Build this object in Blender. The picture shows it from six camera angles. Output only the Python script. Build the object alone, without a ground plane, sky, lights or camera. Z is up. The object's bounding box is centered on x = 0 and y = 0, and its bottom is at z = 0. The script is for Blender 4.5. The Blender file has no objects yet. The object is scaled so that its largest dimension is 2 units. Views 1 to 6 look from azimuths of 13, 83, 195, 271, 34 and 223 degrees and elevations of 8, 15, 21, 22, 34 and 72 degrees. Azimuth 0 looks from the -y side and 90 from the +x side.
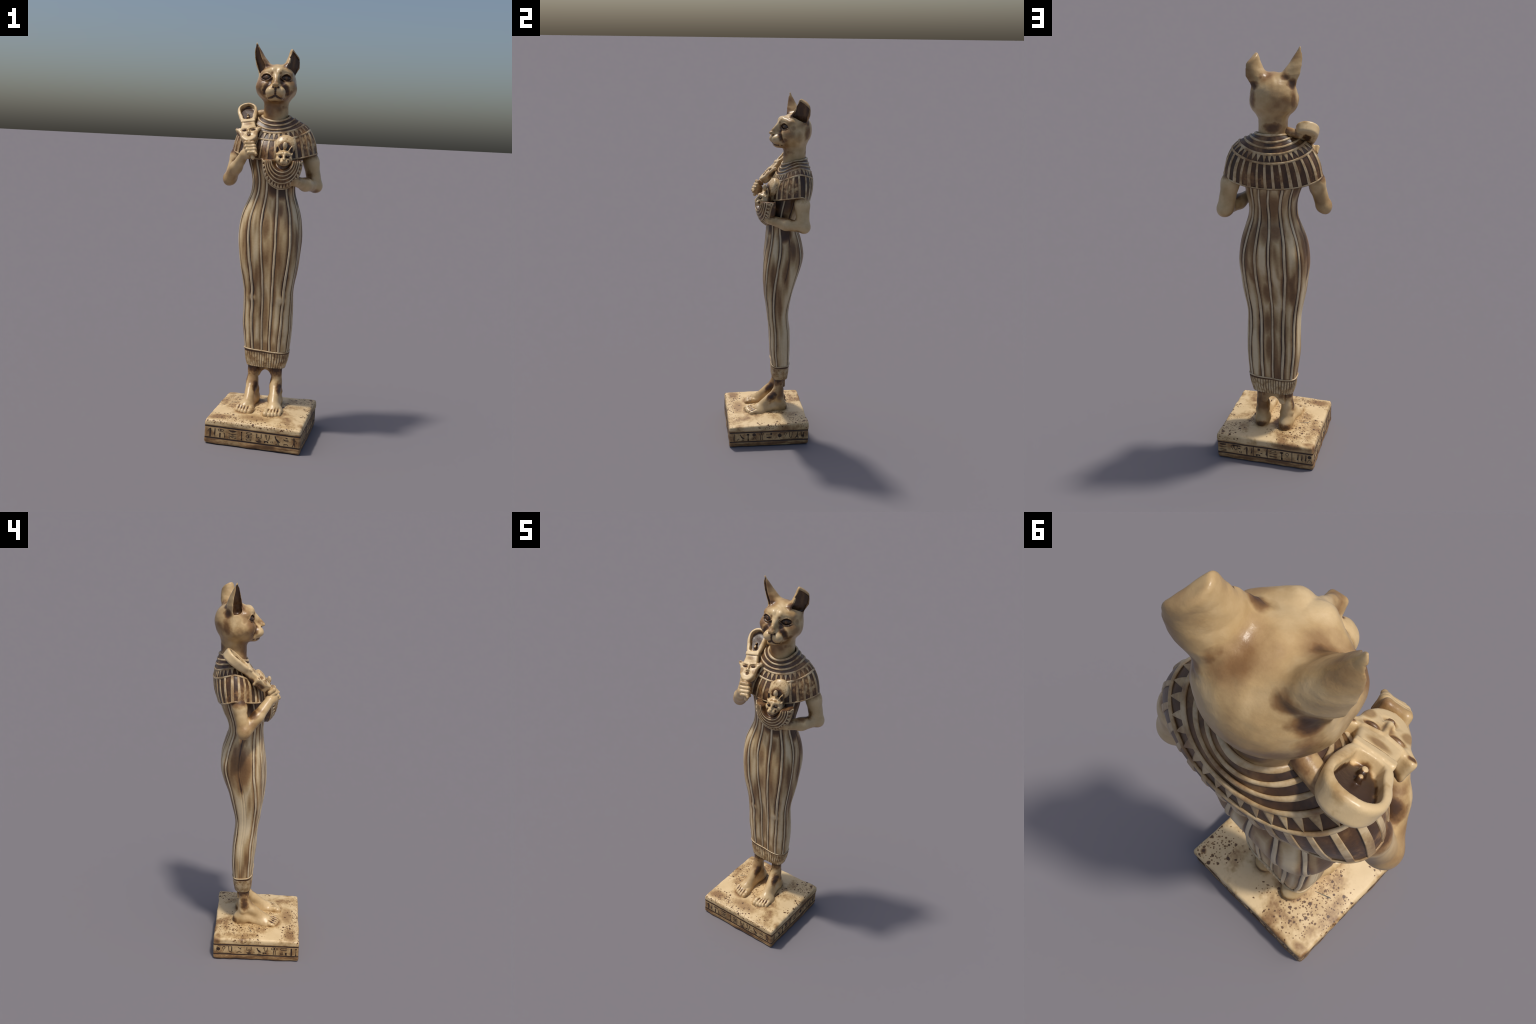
"""Cat-headed goddess statuette on an inscribed plinth, antiqued cast stone."""
import bpy
import math
import numpy as np
from mathutils import Vector

rng = np.random.default_rng(7)
F = np.float32
V3 = lambda *a: np.array(a, float)

# ------------------------------------------------------------------ helpers: implicit surfaces
def smin(a, b, k):
    h = np.clip(0.5 + 0.5 * (b - a) / k, 0, 1)
    return b + (a - b) * h - k * h * (1 - h)

def smax(a, b, k):
    return -smin(-a, -b, k)

def ellipsoid(p, c, r, R=None):
    q = p - np.array(c, F)
    if R is not None:
        q = q @ np.array(R, F).T
    r = np.array(r, F)
    k0 = np.linalg.norm(q / r, axis=-1)
    k1 = np.linalg.norm(q / (r * r), axis=-1) + 1e-6
    return k0 * (k0 - 1) / k1

def cone(p, a, b, ra, rb):
    a = np.array(a, F); ab = np.array(b, F) - a
    q = p - a
    t = np.clip((q @ ab) / (ab @ ab), 0, 1)
    return np.linalg.norm(q - t[..., None] * ab, axis=-1) - (ra + (rb - ra) * t)

def chain(p, pts, radii, k=0.012):
    d = None
    for i in range(len(pts) - 1):
        e = cone(p, pts[i], pts[i + 1], radii[i], radii[i + 1])
        d = e if d is None else smin(d, e, k)
    return d

def box(p, c, h, r):
    q = np.abs(p - np.array(c, F)) - (np.array(h, F) - r)
    return np.linalg.norm(np.maximum(q, 0), axis=-1) + np.minimum(q.max(-1), 0) - r

def polygon2(x, y, pts):
    """signed distance to a closed 2D outline"""
    pts = np.array(pts, float)
    d = np.full(x.shape, 1e9, F); s = np.ones(x.shape, F)
    n = len(pts)
    for i in range(n):
        ax, ay = pts[i]; bx, by = pts[i - 1]
        ex, ey = bx - ax, by - ay
        wx, wy = x - ax, y - ay
        t = np.clip((wx * ex + wy * ey) / (ex * ex + ey * ey), 0, 1)
        d = np.minimum(d, (wx - ex * t) ** 2 + (wy - ey * t) ** 2)
        c1, c2, c3 = y >= ay, y < by, ex * wy > ey * wx
        flip = (c1 & c2 & c3) | (~c1 & ~c2 & ~c3)
        s[flip] *= -1
    return s * np.sqrt(d)

def wobble(p, scale, seed=0):
    """cheap smooth pseudo noise, about -1..1"""
    x, y, z = p[..., 0] * scale + seed, p[..., 1] * scale + 1.7 * seed, p[..., 2] * scale - seed
    return (np.sin(x * 1.3 + 2.1 * np.sin(y * 0.9 + z * 0.4)) + np.sin(y * 1.7 + 1.6 * np.sin(z * 1.1 + x * 0.5))
            + np.sin(z * 1.5 + 1.9 * np.sin(x * 0.8 - y * 0.6))) / 3

def surface_nets(f, lo, hi, h):
    """polygonise f = 0 on a grid of cell size h, then pull the vertices onto the surface"""
    lo, hi = np.array(lo, float), np.array(hi, float)
    n = np.ceil((hi - lo) / h).astype(int) + 1
    # coarse pass finds the blocks that the surface crosses
    B = 6
    nb = np.ceil((n - 1) / B).astype(int)
    n = nb * B + 1
    ax = [lo[i] + h * np.arange(n[i]) for i in range(3)]
    val = np.full(n, 1.0, F)
    cs = [lo[i] + h * B * (np.arange(nb[i]) + 0.5) for i in range(3)]
    C = np.stack(np.meshgrid(*cs, indexing="ij"), -1).astype(F)
    coarse = f(C.reshape(-1, 3)).reshape(nb)
    near = np.abs(coarse) < h * B * 1.7
    val_block = np.where(coarse < 0, -1.0, 1.0).astype(F)
    val[:-1, :-1, :-1] = np.repeat(np.repeat(np.repeat(val_block, B, 0), B, 1), B, 2)
    ids = np.argwhere(near)
    o = np.arange(B + 1)
    O = np.stack(np.meshgrid(o, o, o, indexing="ij"), -1).reshape(-1, 3)
    for s in range(0, len(ids), 1500):
        idx = (ids[s:s + 1500, None, :] * B + O[None]).reshape(-1, 3)
        P = (lo + h * idx).astype(F)
        val[idx[:, 0], idx[:, 1], idx[:, 2]] = f(P)
    ins = val < 0
    c = np.zeros(n - 1, np.int8)
    for i in (0, 1):
        for j in (0, 1):
            for k in (0, 1):
                c += ins[i:n[0] - 1 + i, j:n[1] - 1 + j, k:n[2] - 1 + k]
    act = np.argwhere((c > 0) & (c < 8))
    number = np.full(n - 1, -1, np.int64)
    number[act[:, 0], act[:, 1], act[:, 2]] = np.arange(len(act))
    acc = np.zeros((len(act), 3)); cnt = np.zeros(len(act))
    for axis in range(3):
        u, w = [a for a in range(3) if a != axis]
        for i in (0, 1):
            for j in (0, 1):
                o0 = np.zeros(3, int); o0[u] = i; o0[w] = j
                o1 = o0.copy(); o1[axis] = 1
                a, b = act + o0, act + o1
                va = val[a[:, 0], a[:, 1], a[:, 2]]; vb = val[b[:, 0], b[:, 1], b[:, 2]]
                m = (va < 0) != (vb < 0)
                t = va[m] / (va[m] - vb[m])
                q = a[m].astype(float); q[:, axis] += t
                acc[m] += q; cnt[m] += 1
    verts = lo + h * acc / cnt[:, None]
    quads = []
    for axis in range(3):
        u, w = [(1, 2), (2, 0), (0, 1)][axis]
        sl0 = [slice(None)] * 3; sl1 = [slice(None)] * 3
        sl0[axis] = slice(0, -1); sl1[axis] = slice(1, None)
        a, b = ins[tuple(sl0)], ins[tuple(sl1)]
        e = np.argwhere(a != b)
        e = e[(e[:, u] > 0) & (e[:, w] > 0) & (e[:, u] < n[u] - 1) & (e[:, w] < n[w] - 1)]
        if not len(e):
            continue
        du = np.zeros(3, int); du[u] = 1; dw = np.zeros(3, int); dw[w] = 1
        g = lambda q: number[q[:, 0], q[:, 1], q[:, 2]]
        Q = np.stack([g(e - du - dw), g(e - dw), g(e), g(e - du)], 1)
        flip = ~ins[e[:, 0], e[:, 1], e[:, 2]]
        Q[flip] = Q[flip][:, ::-1]
        quads.append(Q)
    quads = np.concatenate(quads)
    for _ in range(2):
        e = 0.35 * h
        v = verts.astype(F)
        f0 = f(v)
        g = np.stack([f(v + np.array(d, F)) - f(v - np.array(d, F)) for d in ((e, 0, 0), (0, e, 0), (0, 0, e))], -1) / (2 * e)
        g2 = np.maximum((g * g).sum(-1), 0.15)
        step = -(f0 / g2)[:, None] * g
        L = np.linalg.norm(step, axis=1, keepdims=True)
        step *= np.minimum(1, 0.5 * h / np.maximum(L, 1e-9))
        verts = verts + step
    return verts, quads

# ------------------------------------------------------------------ helpers: objects
STATUE = bpy.data.objects.new("cat_goddess_statue", None)
bpy.context.scene.collection.objects.link(STATUE)
STATUE["label"] = "antique cream stone cat goddess statuette standing on an inscribed plinth"
STATUE["category"] = "statue"

def new_mesh(name, verts, faces, smooth=True):
    me = bpy.data.meshes.new(name)
    verts = np.asarray(verts, float)
    if isinstance(faces, np.ndarray):
        k = faces.shape[1]
        me.vertices.add(len(verts)); me.vertices.foreach_set("co", verts.astype(F).ravel())
        me.loops.add(faces.size); me.loops.foreach_set("vertex_index", faces.astype(np.int32).ravel())
        me.polygons.add(len(faces)); me.polygons.foreach_set("loop_start", (np.arange(len(faces)) * k).astype(np.int32))
        me.update(calc_edges=True)
    else:
        me.from_pydata([tuple(v) for v in verts], [], faces)
        me.update()
    me.validate()
    me.polygons.foreach_set("use_smooth", np.full(len(me.polygons), smooth))
    return me

def add(name, me, mat, parent=None, stuff=False):
    ob = bpy.data.objects.new(name, me)
    bpy.context.scene.collection.objects.link(ob)
    ob.parent = parent or STATUE
    if mat is not None:
        me.materials.clear(); me.materials.append(mat)
    if stuff:
        ob["kind"] = "stuff"
    return ob

def add_regions(verts, quads, regions, mat, parents=None):
    """one smooth surface, its faces separated by region, sharing the whole surface's normals"""
    whole = new_mesh("whole", verts, quads)
    N = np.array([v.vector[:] for v in whole.vertex_normals])
    V = np.array([v.co[:] for v in whole.vertices])
    Q = np.array([p.vertices[:] for p in whole.polygons])
    cen = V[Q].mean(1)
    left = np.ones(len(Q), bool)
    out = {}
    for name, test in regions:
        m = left & (test(cen) if test is not None else True)
        left &= ~m
        if not m.any():
            continue
        used, inv = np.unique(Q[m], return_inverse=True)
        me = new_mesh(name, V[used], inv.reshape(-1, Q.shape[1]))
        me.normals_split_custom_set_from_vertices([tuple(x) for x in N[used]])
        par = parents.get(name) if parents else None
        out[name] = add(name, me, mat, out.get(par) if par else None)
    bpy.data.meshes.remove(whole)
    return out

def grid_mesh(name, P, close_u=False, caps=False):
    """P[i, j] points -> quads; j may close on itself"""
    P = np.asarray(P, float)
    n, m = P.shape[:2]
    i, j = np.meshgrid(np.arange(n - 1), np.arange(m if close_u else m - 1), indexing="ij")
    j2 = (j + 1) % m
    Q = np.stack([i * m + j, i * m + j2, (i + 1) * m + j2, (i + 1) * m + j], -1).reshape(-1, 4)
    return new_mesh(name, P.reshape(-1, 3), Q)

def tube(name, path, radius, closed=False, sides=8, flat=1.0, normal=None):
    """swept rod along a path"""
    path = np.asarray(path, float); n = len(path)
    T = np.gradient(path, axis=0) if not closed else np.roll(path, -1, 0) - np.roll(path, 1, 0)
    T /= np.linalg.norm(T, axis=1, keepdims=True)
    if normal is None:
        up = np.tile(V3(0, 0, 1), (n, 1))
    else:
        up = np.asarray(normal, float)
    A = np.cross(T, up); A /= np.linalg.norm(A, axis=1, keepdims=True) + 1e-9
    Bn = np.cross(A, T)
    r = np.broadcast_to(np.asarray(radius, float), (n,))
    ang = np.linspace(0, 2 * np.pi, sides, endpoint=False)
    P = path[:, None] + r[:, None, None] * (np.cos(ang)[None, :, None] * A[:, None] + flat * np.sin(ang)[None, :, None] * Bn[:, None])
    verts = P.reshape(-1, 3); faces = []
    for i in range(n if closed else n - 1):
        i2 = (i + 1) % n
        for j in range(sides):
            j2 = (j + 1) % sides
            faces.append((i * sides + j, i * sides + j2, i2 * sides + j2, i2 * sides + j))
    if not closed:
        faces.append(tuple(range(sides))[::-1]); faces.append(tuple((n - 1) * sides + k for k in range(sides)))
    return new_mesh(name, verts, faces)

# ------------------------------------------------------------------ helpers: material nodes
class Nodes:
    def __init__(self, name):
        self.mat = bpy.data.materials.new(name); self.mat.use_nodes = True
        self.t = self.mat.node_tree; self.t.nodes.clear()
        self.out = self.t.nodes.new("ShaderNodeOutputMaterial")
        self.bsdf = self.t.nodes.new("ShaderNodeBsdfPrincipled")
        self.t.links.new(self.bsdf.outputs[0], self.out.inputs[0])
        self.pos = self.t.nodes.new("ShaderNodeTexCoord").outputs["Object"]

    def put(self, sock, v):
        if isinstance(v, bpy.types.NodeSocket):
            self.t.links.new(v, sock)
        else:
            sock.default_value = v

    def m(self, op, a, b=None, c=None, clamp=False):
        n = self.t.nodes.new("ShaderNodeMath"); n.operation = op; n.use_clamp = clamp
        for i, v in enumerate((a, b, c)):
            if v is not None:
                self.put(n.inputs[i], v)
        return n.outputs[0]

    def v(self, op, a, b=None):
        n = self.t.nodes.new("ShaderNodeVectorMath"); n.operation = op
        self.put(n.inputs[0], a)
        if b is not None:
            self.put(n.inputs[1], b)
        return n.outputs["Value"] if op in ("LENGTH", "DOT_PRODUCT", "DISTANCE") else n.outputs[0]

    def xyz(self):
        n = self.t.nodes.new("ShaderNodeSeparateXYZ"); self.put(n.inputs[0], self.pos)
        return n.outputs

    def noise(self, scale, detail=3, rough=0.55, stretch=(1, 1, 1), shift=(0, 0, 0), dist=0.0):
        mp = self.t.nodes.new("ShaderNodeMapping"); self.put(mp.inputs[0], self.pos)
        mp.inputs["Scale"].default_value = stretch; mp.inputs["Location"].default_value = shift
        n = self.t.nodes.new("ShaderNodeTexNoise"); self.put(n.inputs["Vector"], mp.outputs[0])
        n.inputs["Scale"].default_value = scale; n.inputs["Detail"].default_value = detail
        n.inputs["Roughness"].default_value = rough; n.inputs["Distortion"].default_value = dist
        return n.outputs["Fac"]

    def step(self, x, lo, hi, a=0.0, b=1.0):
        n = self.t.nodes.new("ShaderNodeMapRange"); n.interpolation_type = "SMOOTHSTEP"
        self.put(n.inputs[0], x); n.inputs[1].default_value = lo; n.inputs[2].default_value = hi
        n.inputs[3].default_value = a; n.inputs[4].default_value = b
        return n.outputs[0]

    def curve(self, x, pts):
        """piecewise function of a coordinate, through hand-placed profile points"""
        xs = [p[0] for p in pts]; ys = [p[1] for p in pts]
        x0, x1, y0, y1 = min(xs), max(xs), min(ys), max(ys) + 1e-6
        u = self.m("DIVIDE", self.m("SUBTRACT", x, x0), x1 - x0, clamp=True)
        n = self.t.nodes.new("ShaderNodeFloatCurve"); c = n.mapping.curves[0]
        while len(c.points) < len(pts):
            c.points.new(0.5, 0.5)
        for q, (a, b) in zip(c.points, sorted(pts)):
            q.location = ((a - x0) / (x1 - x0), (b - y0) / (y1 - y0)); q.handle_type = "VECTOR"
        n.mapping.update()
        self.put(n.inputs["Value"], u)
        return self.m("MULTIPLY_ADD", n.outputs[0], y1 - y0, y0)

    def local(self, o, R, fold=False):
        """position in a part's own frame; fold mirrors X so that one patch serves both sides"""
        q = self.v("SUBTRACT", self.pos, tuple(float(x) for x in o))
        comb = self.t.nodes.new("ShaderNodeCombineXYZ")
        for i in range(3):
            d = self.v("DOT_PRODUCT", q, tuple(float(x) for x in R[i]))
            self.put(comb.inputs[i], self.m("ABSOLUTE", d) if fold and i == 0 else d)
        return comb.outputs[0]

    def blob(self, c, r, rough=None, soft=0.55, amount=1.0, src=None):
        """soft patch of colour: 1 inside an ellipsoid about c, fading out to its border"""
        q = self.v("SUBTRACT", src or self.pos, tuple(float(x) for x in c))
        d = self.v("LENGTH", self.v("DIVIDE", q, tuple(float(x) for x in r)))
        if rough is not None:
            d = self.m("ADD", d, rough)
        return self.step(d, 1.0, 1.0 - soft, 0.0, amount)

    def rough_edge(self, scale=30, amount=0.75):
        return self.m("MULTIPLY", self.m("SUBTRACT", self.noise(scale, 3, 0.55), 0.5), amount)

    def biggest(self, socks):
        s = socks[0]
        for x in socks[1:]:
            s = self.m("MAXIMUM", s, x)
        return s

    def finish(self, stain, tint=None, rough=0.5, bump=0.30, grain_scale=110, ramp=None):
        """stain 0..1 -> antique colour: cream, tan, brown, near black"""
        cr = self.t.nodes.new("ShaderNodeValToRGB"); self.put(cr.inputs[0], stain)
        stops = ramp or ANTIQUE
        while len(cr.color_ramp.elements) < len(stops):
            cr.color_ramp.elements.new(0.5)
        for e, (p, col) in zip(cr.color_ramp.elements, stops):
            e.position = p; e.color = (*col, 1)
        col = cr.outputs[0]
        hue = self.noise(7, 3, 0.6)
        mx = self.t.nodes.new("ShaderNodeMix"); mx.data_type = "RGBA"; mx.blend_type = "MULTIPLY"
        mx.inputs[0].default_value = 1.0
        vr = self.t.nodes.new("ShaderNodeValToRGB"); self.put(vr.inputs[0], hue)
        vr.color_ramp.elements[0].position = 0.3; vr.color_ramp.elements[0].color = (0.86, 0.82, 0.74, 1)
        vr.color_ramp.elements[1].position = 0.7; vr.color_ramp.elements[1].color = (1.0, 0.985, 0.95, 1)
        self.put(mx.inputs[6], col); self.put(mx.inputs[7], vr.outputs[0])
        self.put(self.bsdf.inputs["Base Color"], mx.outputs[2])
        self.bsdf.inputs["Roughness"].default_value = rough
        self.bsdf.inputs["Specular IOR Level"].default_value = 0.5
        bp = self.t.nodes.new("ShaderNodeBump"); bp.inputs["Strength"].default_value = bump
        bp.inputs["Distance"].default_value = 0.002
        self.put(bp.inputs["Height"], self.noise(grain_scale, 4, 0.6))
        self.put(self.bsdf.inputs["Normal"], bp.outputs[0])
        return self.mat

ANTIQUE = [(0.0, (0.75, 0.570, 0.330)), (0.22, (0.54, 0.370, 0.180)), (0.45, (0.275, 0.150, 0.060)),
           (0.68, (0.105, 0.050, 0.021)), (1.0, (0.028, 0.016, 0.012))]
DRESS_RAMP = [(0.0, (0.78, 0.640, 0.420)), (0.22, (0.55, 0.395, 0.208)), (0.45, (0.27, 0.150, 0.063)), (0.68, (0.100, 0.048, 0.021)), (1.0, (0.028, 0.016, 0.012))]
WORN = [(0.0, (0.68, 0.54, 0.345)), (0.25, (0.49, 0.345, 0.182)), (0.5, (0.27, 0.150, 0.066)), (1.0, (0.042, 0.023, 0.015))]

def frame_map(o, yaw):
    """local frame: X to the statue's left, Y forward, Z up"""
    y = math.radians(yaw)
    R = np.array([[math.cos(y), math.sin(y), 0], [math.sin(y), -math.cos(y), 0], [0, 0, 1]])
    o = np.array(o, float)
    return (lambda p: (p - o.astype(F)) @ R.T.astype(F)), (lambda q: o + np.asarray(q, float) @ R), R

# ------------------------------------------------------------------ head, neck and ears
HEAD_O, HEAD_YAW = (-0.028, 0.150, 1.790), 10.0
to_head, from_head, HEAD_R = frame_map(HEAD_O, HEAD_YAW)

def head_base(s):
    """cat skull, muzzle and brows; s has X folded to the positive side"""
    d = ellipsoid(s, (0, 0.000, 0.012), (0.099, 0.093, 0.094))
    d = smin(d, ellipsoid(s, (0, 0.010, -0.022), (0.102, 0.082, 0.067)), 0.02)
    d = smin(d, ellipsoid(s, (0.0, 0.068, -0.034), (0.066, 0.064, 0.052)), 0.03)          # muzzle
    d = smin(d, cone(s, (0, 0.066, 0.060), (0, 0.131, 0.001), 0.023, 0.0150), 0.016)       # nose bridge
    d = smin(d, cone(s, (0.020, 0.078, 0.066), (0.066, 0.052, 0.054), 0.016, 0.012), 0.026)  # brow
    d = smin(d, ellipsoid(s, (0.064, 0.052, -0.008), (0.034, 0.036, 0.030)), 0.030)        # cheek bone
    return d

def head_surface_y(x, z):
    """forward reach of the face at the given side and height"""
    lo_, hi_ = 0.0, 0.2
    for _ in range(24):
        m = 0.5 * (lo_ + hi_)
        if head_base(np.array([[abs(x), m, z]], F))[0] < 0: lo_ = m
        else: hi_ = m
    return lo_

EYE_C = V3(0.051, 0.0, 0.033); EYE_C[1] = head_surface_y(EYE_C[0], EYE_C[2])
_e = 0.003
EYE_N = V3(-(head_surface_y(EYE_C[0] + 0.012, EYE_C[2]) - head_surface_y(EYE_C[0] - 0.012, EYE_C[2])) / 0.024, 1.0, 0.10); EYE_N /= np.linalg.norm(EYE_N)
EYE_T = np.cross(EYE_N, V3(0, 0, 1)); EYE_T /= np.linalg.norm(EYE_T)
EYE_R = np.stack([EYE_T, EYE_N, np.cross(EYE_T, EYE_N)])

def head_core(q):
    """skull with muzzle, eye sockets, nose and mouth in head coordinates; symmetric in X"""
    s = np.stack([np.abs(q[..., 0]), q[..., 1], q[..., 2]], -1)
    d = head_base(s)
    d = smax(d, -ellipsoid(s, (0.033, 0.124, 0.022), (0.017, 0.032, 0.026)), 0.016)        # hollow by the nose
    d = smax(d, -ellipsoid(s, EYE_C + 0.004 * EYE_N, (0.031, 0.012, 0.0185), EYE_R), 0.007)   # socket
    d = smax(d, -chain(s, [(0.034, 0.128, 0.004), (0.050, 0.112, -0.018), (0.058, 0.098, -0.052)], (0.008, 0.009, 0.009), 0.01), 0.014)  # muzzle crease
    d = smin(d, ellipsoid(s, (0.0225, 0.112, -0.038), (0.0275, 0.033, 0.0265)), 0.007)     # whisker pads
    d = smin(d, ellipsoid(s, (0, 0.100, -0.067), (0.036, 0.029, 0.020)), 0.012)            # chin
    d = smin(d, box(s, (0, 0.140, -0.004), (0.0155, 0.012, 0.0080), 0.007), 0.008)          # nose tip
    d = smax(d, -ellipsoid(s, (0.010, 0.152, -0.015), (0.007, 0.008, 0.004)), 0.004)        # nostril
    d = smax(d, -cone(s, (0, 0.156, -0.018), (0, 0.146, -0.054), 0.0042, 0.005), 0.006)     # philtrum
    d = smax(d, -chain(s, [(0, 0.147, -0.054), (0.018, 0.141, -0.066), (0.044, 0.112, -0.069)], (0.0045, 0.0042, 0.003), 0.004), 0.004)
    return d

def lid_points(sign, lower):
    x = np.linspace(-0.030, 0.030, 9)
    h = -0.0155 if lower else 0.0205
    z = EYE_C[2] - 0.10 * x + h * (1 - (x / 0.030) ** 2)
    y = np.array([head_surface_y(EYE_C[0] + a, b) for a, b in zip(x, z)]) - 0.0005
    return np.stack([sign * (EYE_C[0] + x), y, z], -1)

# ears: height, middle of the opening (x, y), half width of the opening, depth of the bulge behind it
EAR_R = [(0.020, -0.058, 0.000, 0.020, 0.030), (0.060, -0.070, 0.003, 0.034, 0.052), (0.100, -0.083, 0.003, 0.038, 0.058), (0.137, -0.099, 0.001, 0.0285, 0.044),
         (0.170, -0.106, 0.001, 0.0195, 0.025), (0.190, -0.110, 0.001, 0.0125, 0.013), (0.212, -0.112, 0.000, 0.0030, 0.0030)]
EAR_L = [(0.020, 0.055, 0.000, 0.020, 0.030), (0.060, 0.065, -0.003, 0.044, 0.050), (0.094, 0.077, -0.003, 0.053, 0.051), (0.125, 0.083, -0.0115, 0.0455, 0.037),
         (0.157, 0.0855, -0.0175, 0.035, 0.028), (0.185, 0.087, -0.022, 0.027, 0.024), (0.210, 0.088, -0.025, 0.022, 0.021)]

def ear_cup(q, prof, face, hollow_depth):
    """half-cone shell: solid behind the opening plane, and the shallow hollow in it"""
    P = np.array(prof); z = q[..., 2]; face = np.array(face) / np.hypot(*face)
    g = lambda i: np.interp(z, P[:, 0], P[:, i]).astype(F)
    w, dp = g(3), g(4); x, y = q[..., 0] - g(1), q[..., 1] - g(2)
    v = (x * face[0] + y * face[1]).astype(F); u = (-x * face[1] + y * face[0]).astype(F)
    solid = (np.hypot(u / w, v / dp) - 1) * np.minimum(w, dp)
    solid = smax(solid, v - 0.10 * w, 0.004)
    ends = np.maximum(P[0, 0] - z, z - P[-1, 0])
    hollow = (np.hypot(u / (0.84 * w), v / (hollow_depth * dp)) - 1) * np.minimum(0.84 * w, hollow_depth * dp)
    return np.maximum(solid, ends), np.maximum(hollow, ends)

def ear_fields(q):
    """solid ears and the hollows carved into them"""
    er, cr = ear_cup(q, EAR_R, (-0.74, 0.67), 0.40)
    cr = smax(smax(cr, 0.050 - q[..., 2], 0.02), q[..., 2] - 0.199, 0.003)
    el, cl = ear_cup(q, EAR_L, (0.81, 0.59), 0.26)
    n = V3(0.45, -0.35, 0.82); n /= np.linalg.norm(n)
    top = q @ n.astype(F) - 0.1880
    el = smax(el, top, 0.010)
    cl = smax(smax(cl, top + 0.010, 0.006), 0.046 - q[..., 2], 0.02)
    return er, cr, el, cl

LIDS = [lid_points(s, low) for s in (-1, 1) for low in (False, True)]
def head_field(p):
    q = to_head(p)
    d = head_core(q)
    for L in LIDS:
        d = smin(d, chain(q, L, [0.0016] + [0.0030] * (len(L) - 2) + [0.0016], 0.002), 0.003)
    neck = cone(q, (0.004, 0.003, -0.075), (0.002, 0.002, -0.30), 0.0625, 0.0655)
    d = smin(d, neck, 0.022)
    er, cr, el, cl = ear_fields(q)
    d = smin(d, er, 0.022); d = smin(d, el, 0.022)
    d = smax(d, -cr, 0.003); d = smax(d, -cl, 0.003)
    return d + 0.0010 * wobble(p, 55, 1.0) + 0.0005 * wobble(p, 150, 4.0)

# ------------------------------------------------------------------ materials of the carved skin
def skin_base(n, B, pale=None):
    mid = n.noise(8, 2, 0.5, shift=(3, 1, 2))
    base = n.m("MULTIPLY", n.step(mid, 0.40, 0.74), 0.40)
    haze = n.step(n.noise(5, 3, 0.6, shift=(9, 0, 4)), 0.36, 0.68, 0.02, 0.24)
    wash = n.m("ADD", base, haze)
    if pale is not None:
        wash = n.m("MULTIPLY", wash, n.m("SUBTRACT", 1.0, n.m("MULTIPLY", pale, 0.85)))
    s = n.m("MAXIMUM", n.biggest(B), wash)
    s = n.m("ADD", s, n.m("MULTIPLY", n.m("SUBTRACT", n.noise(90, 3, 0.7), 0.5), 0.14), clamp=True)
    return n.finish(s, rough=0.34)

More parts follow.
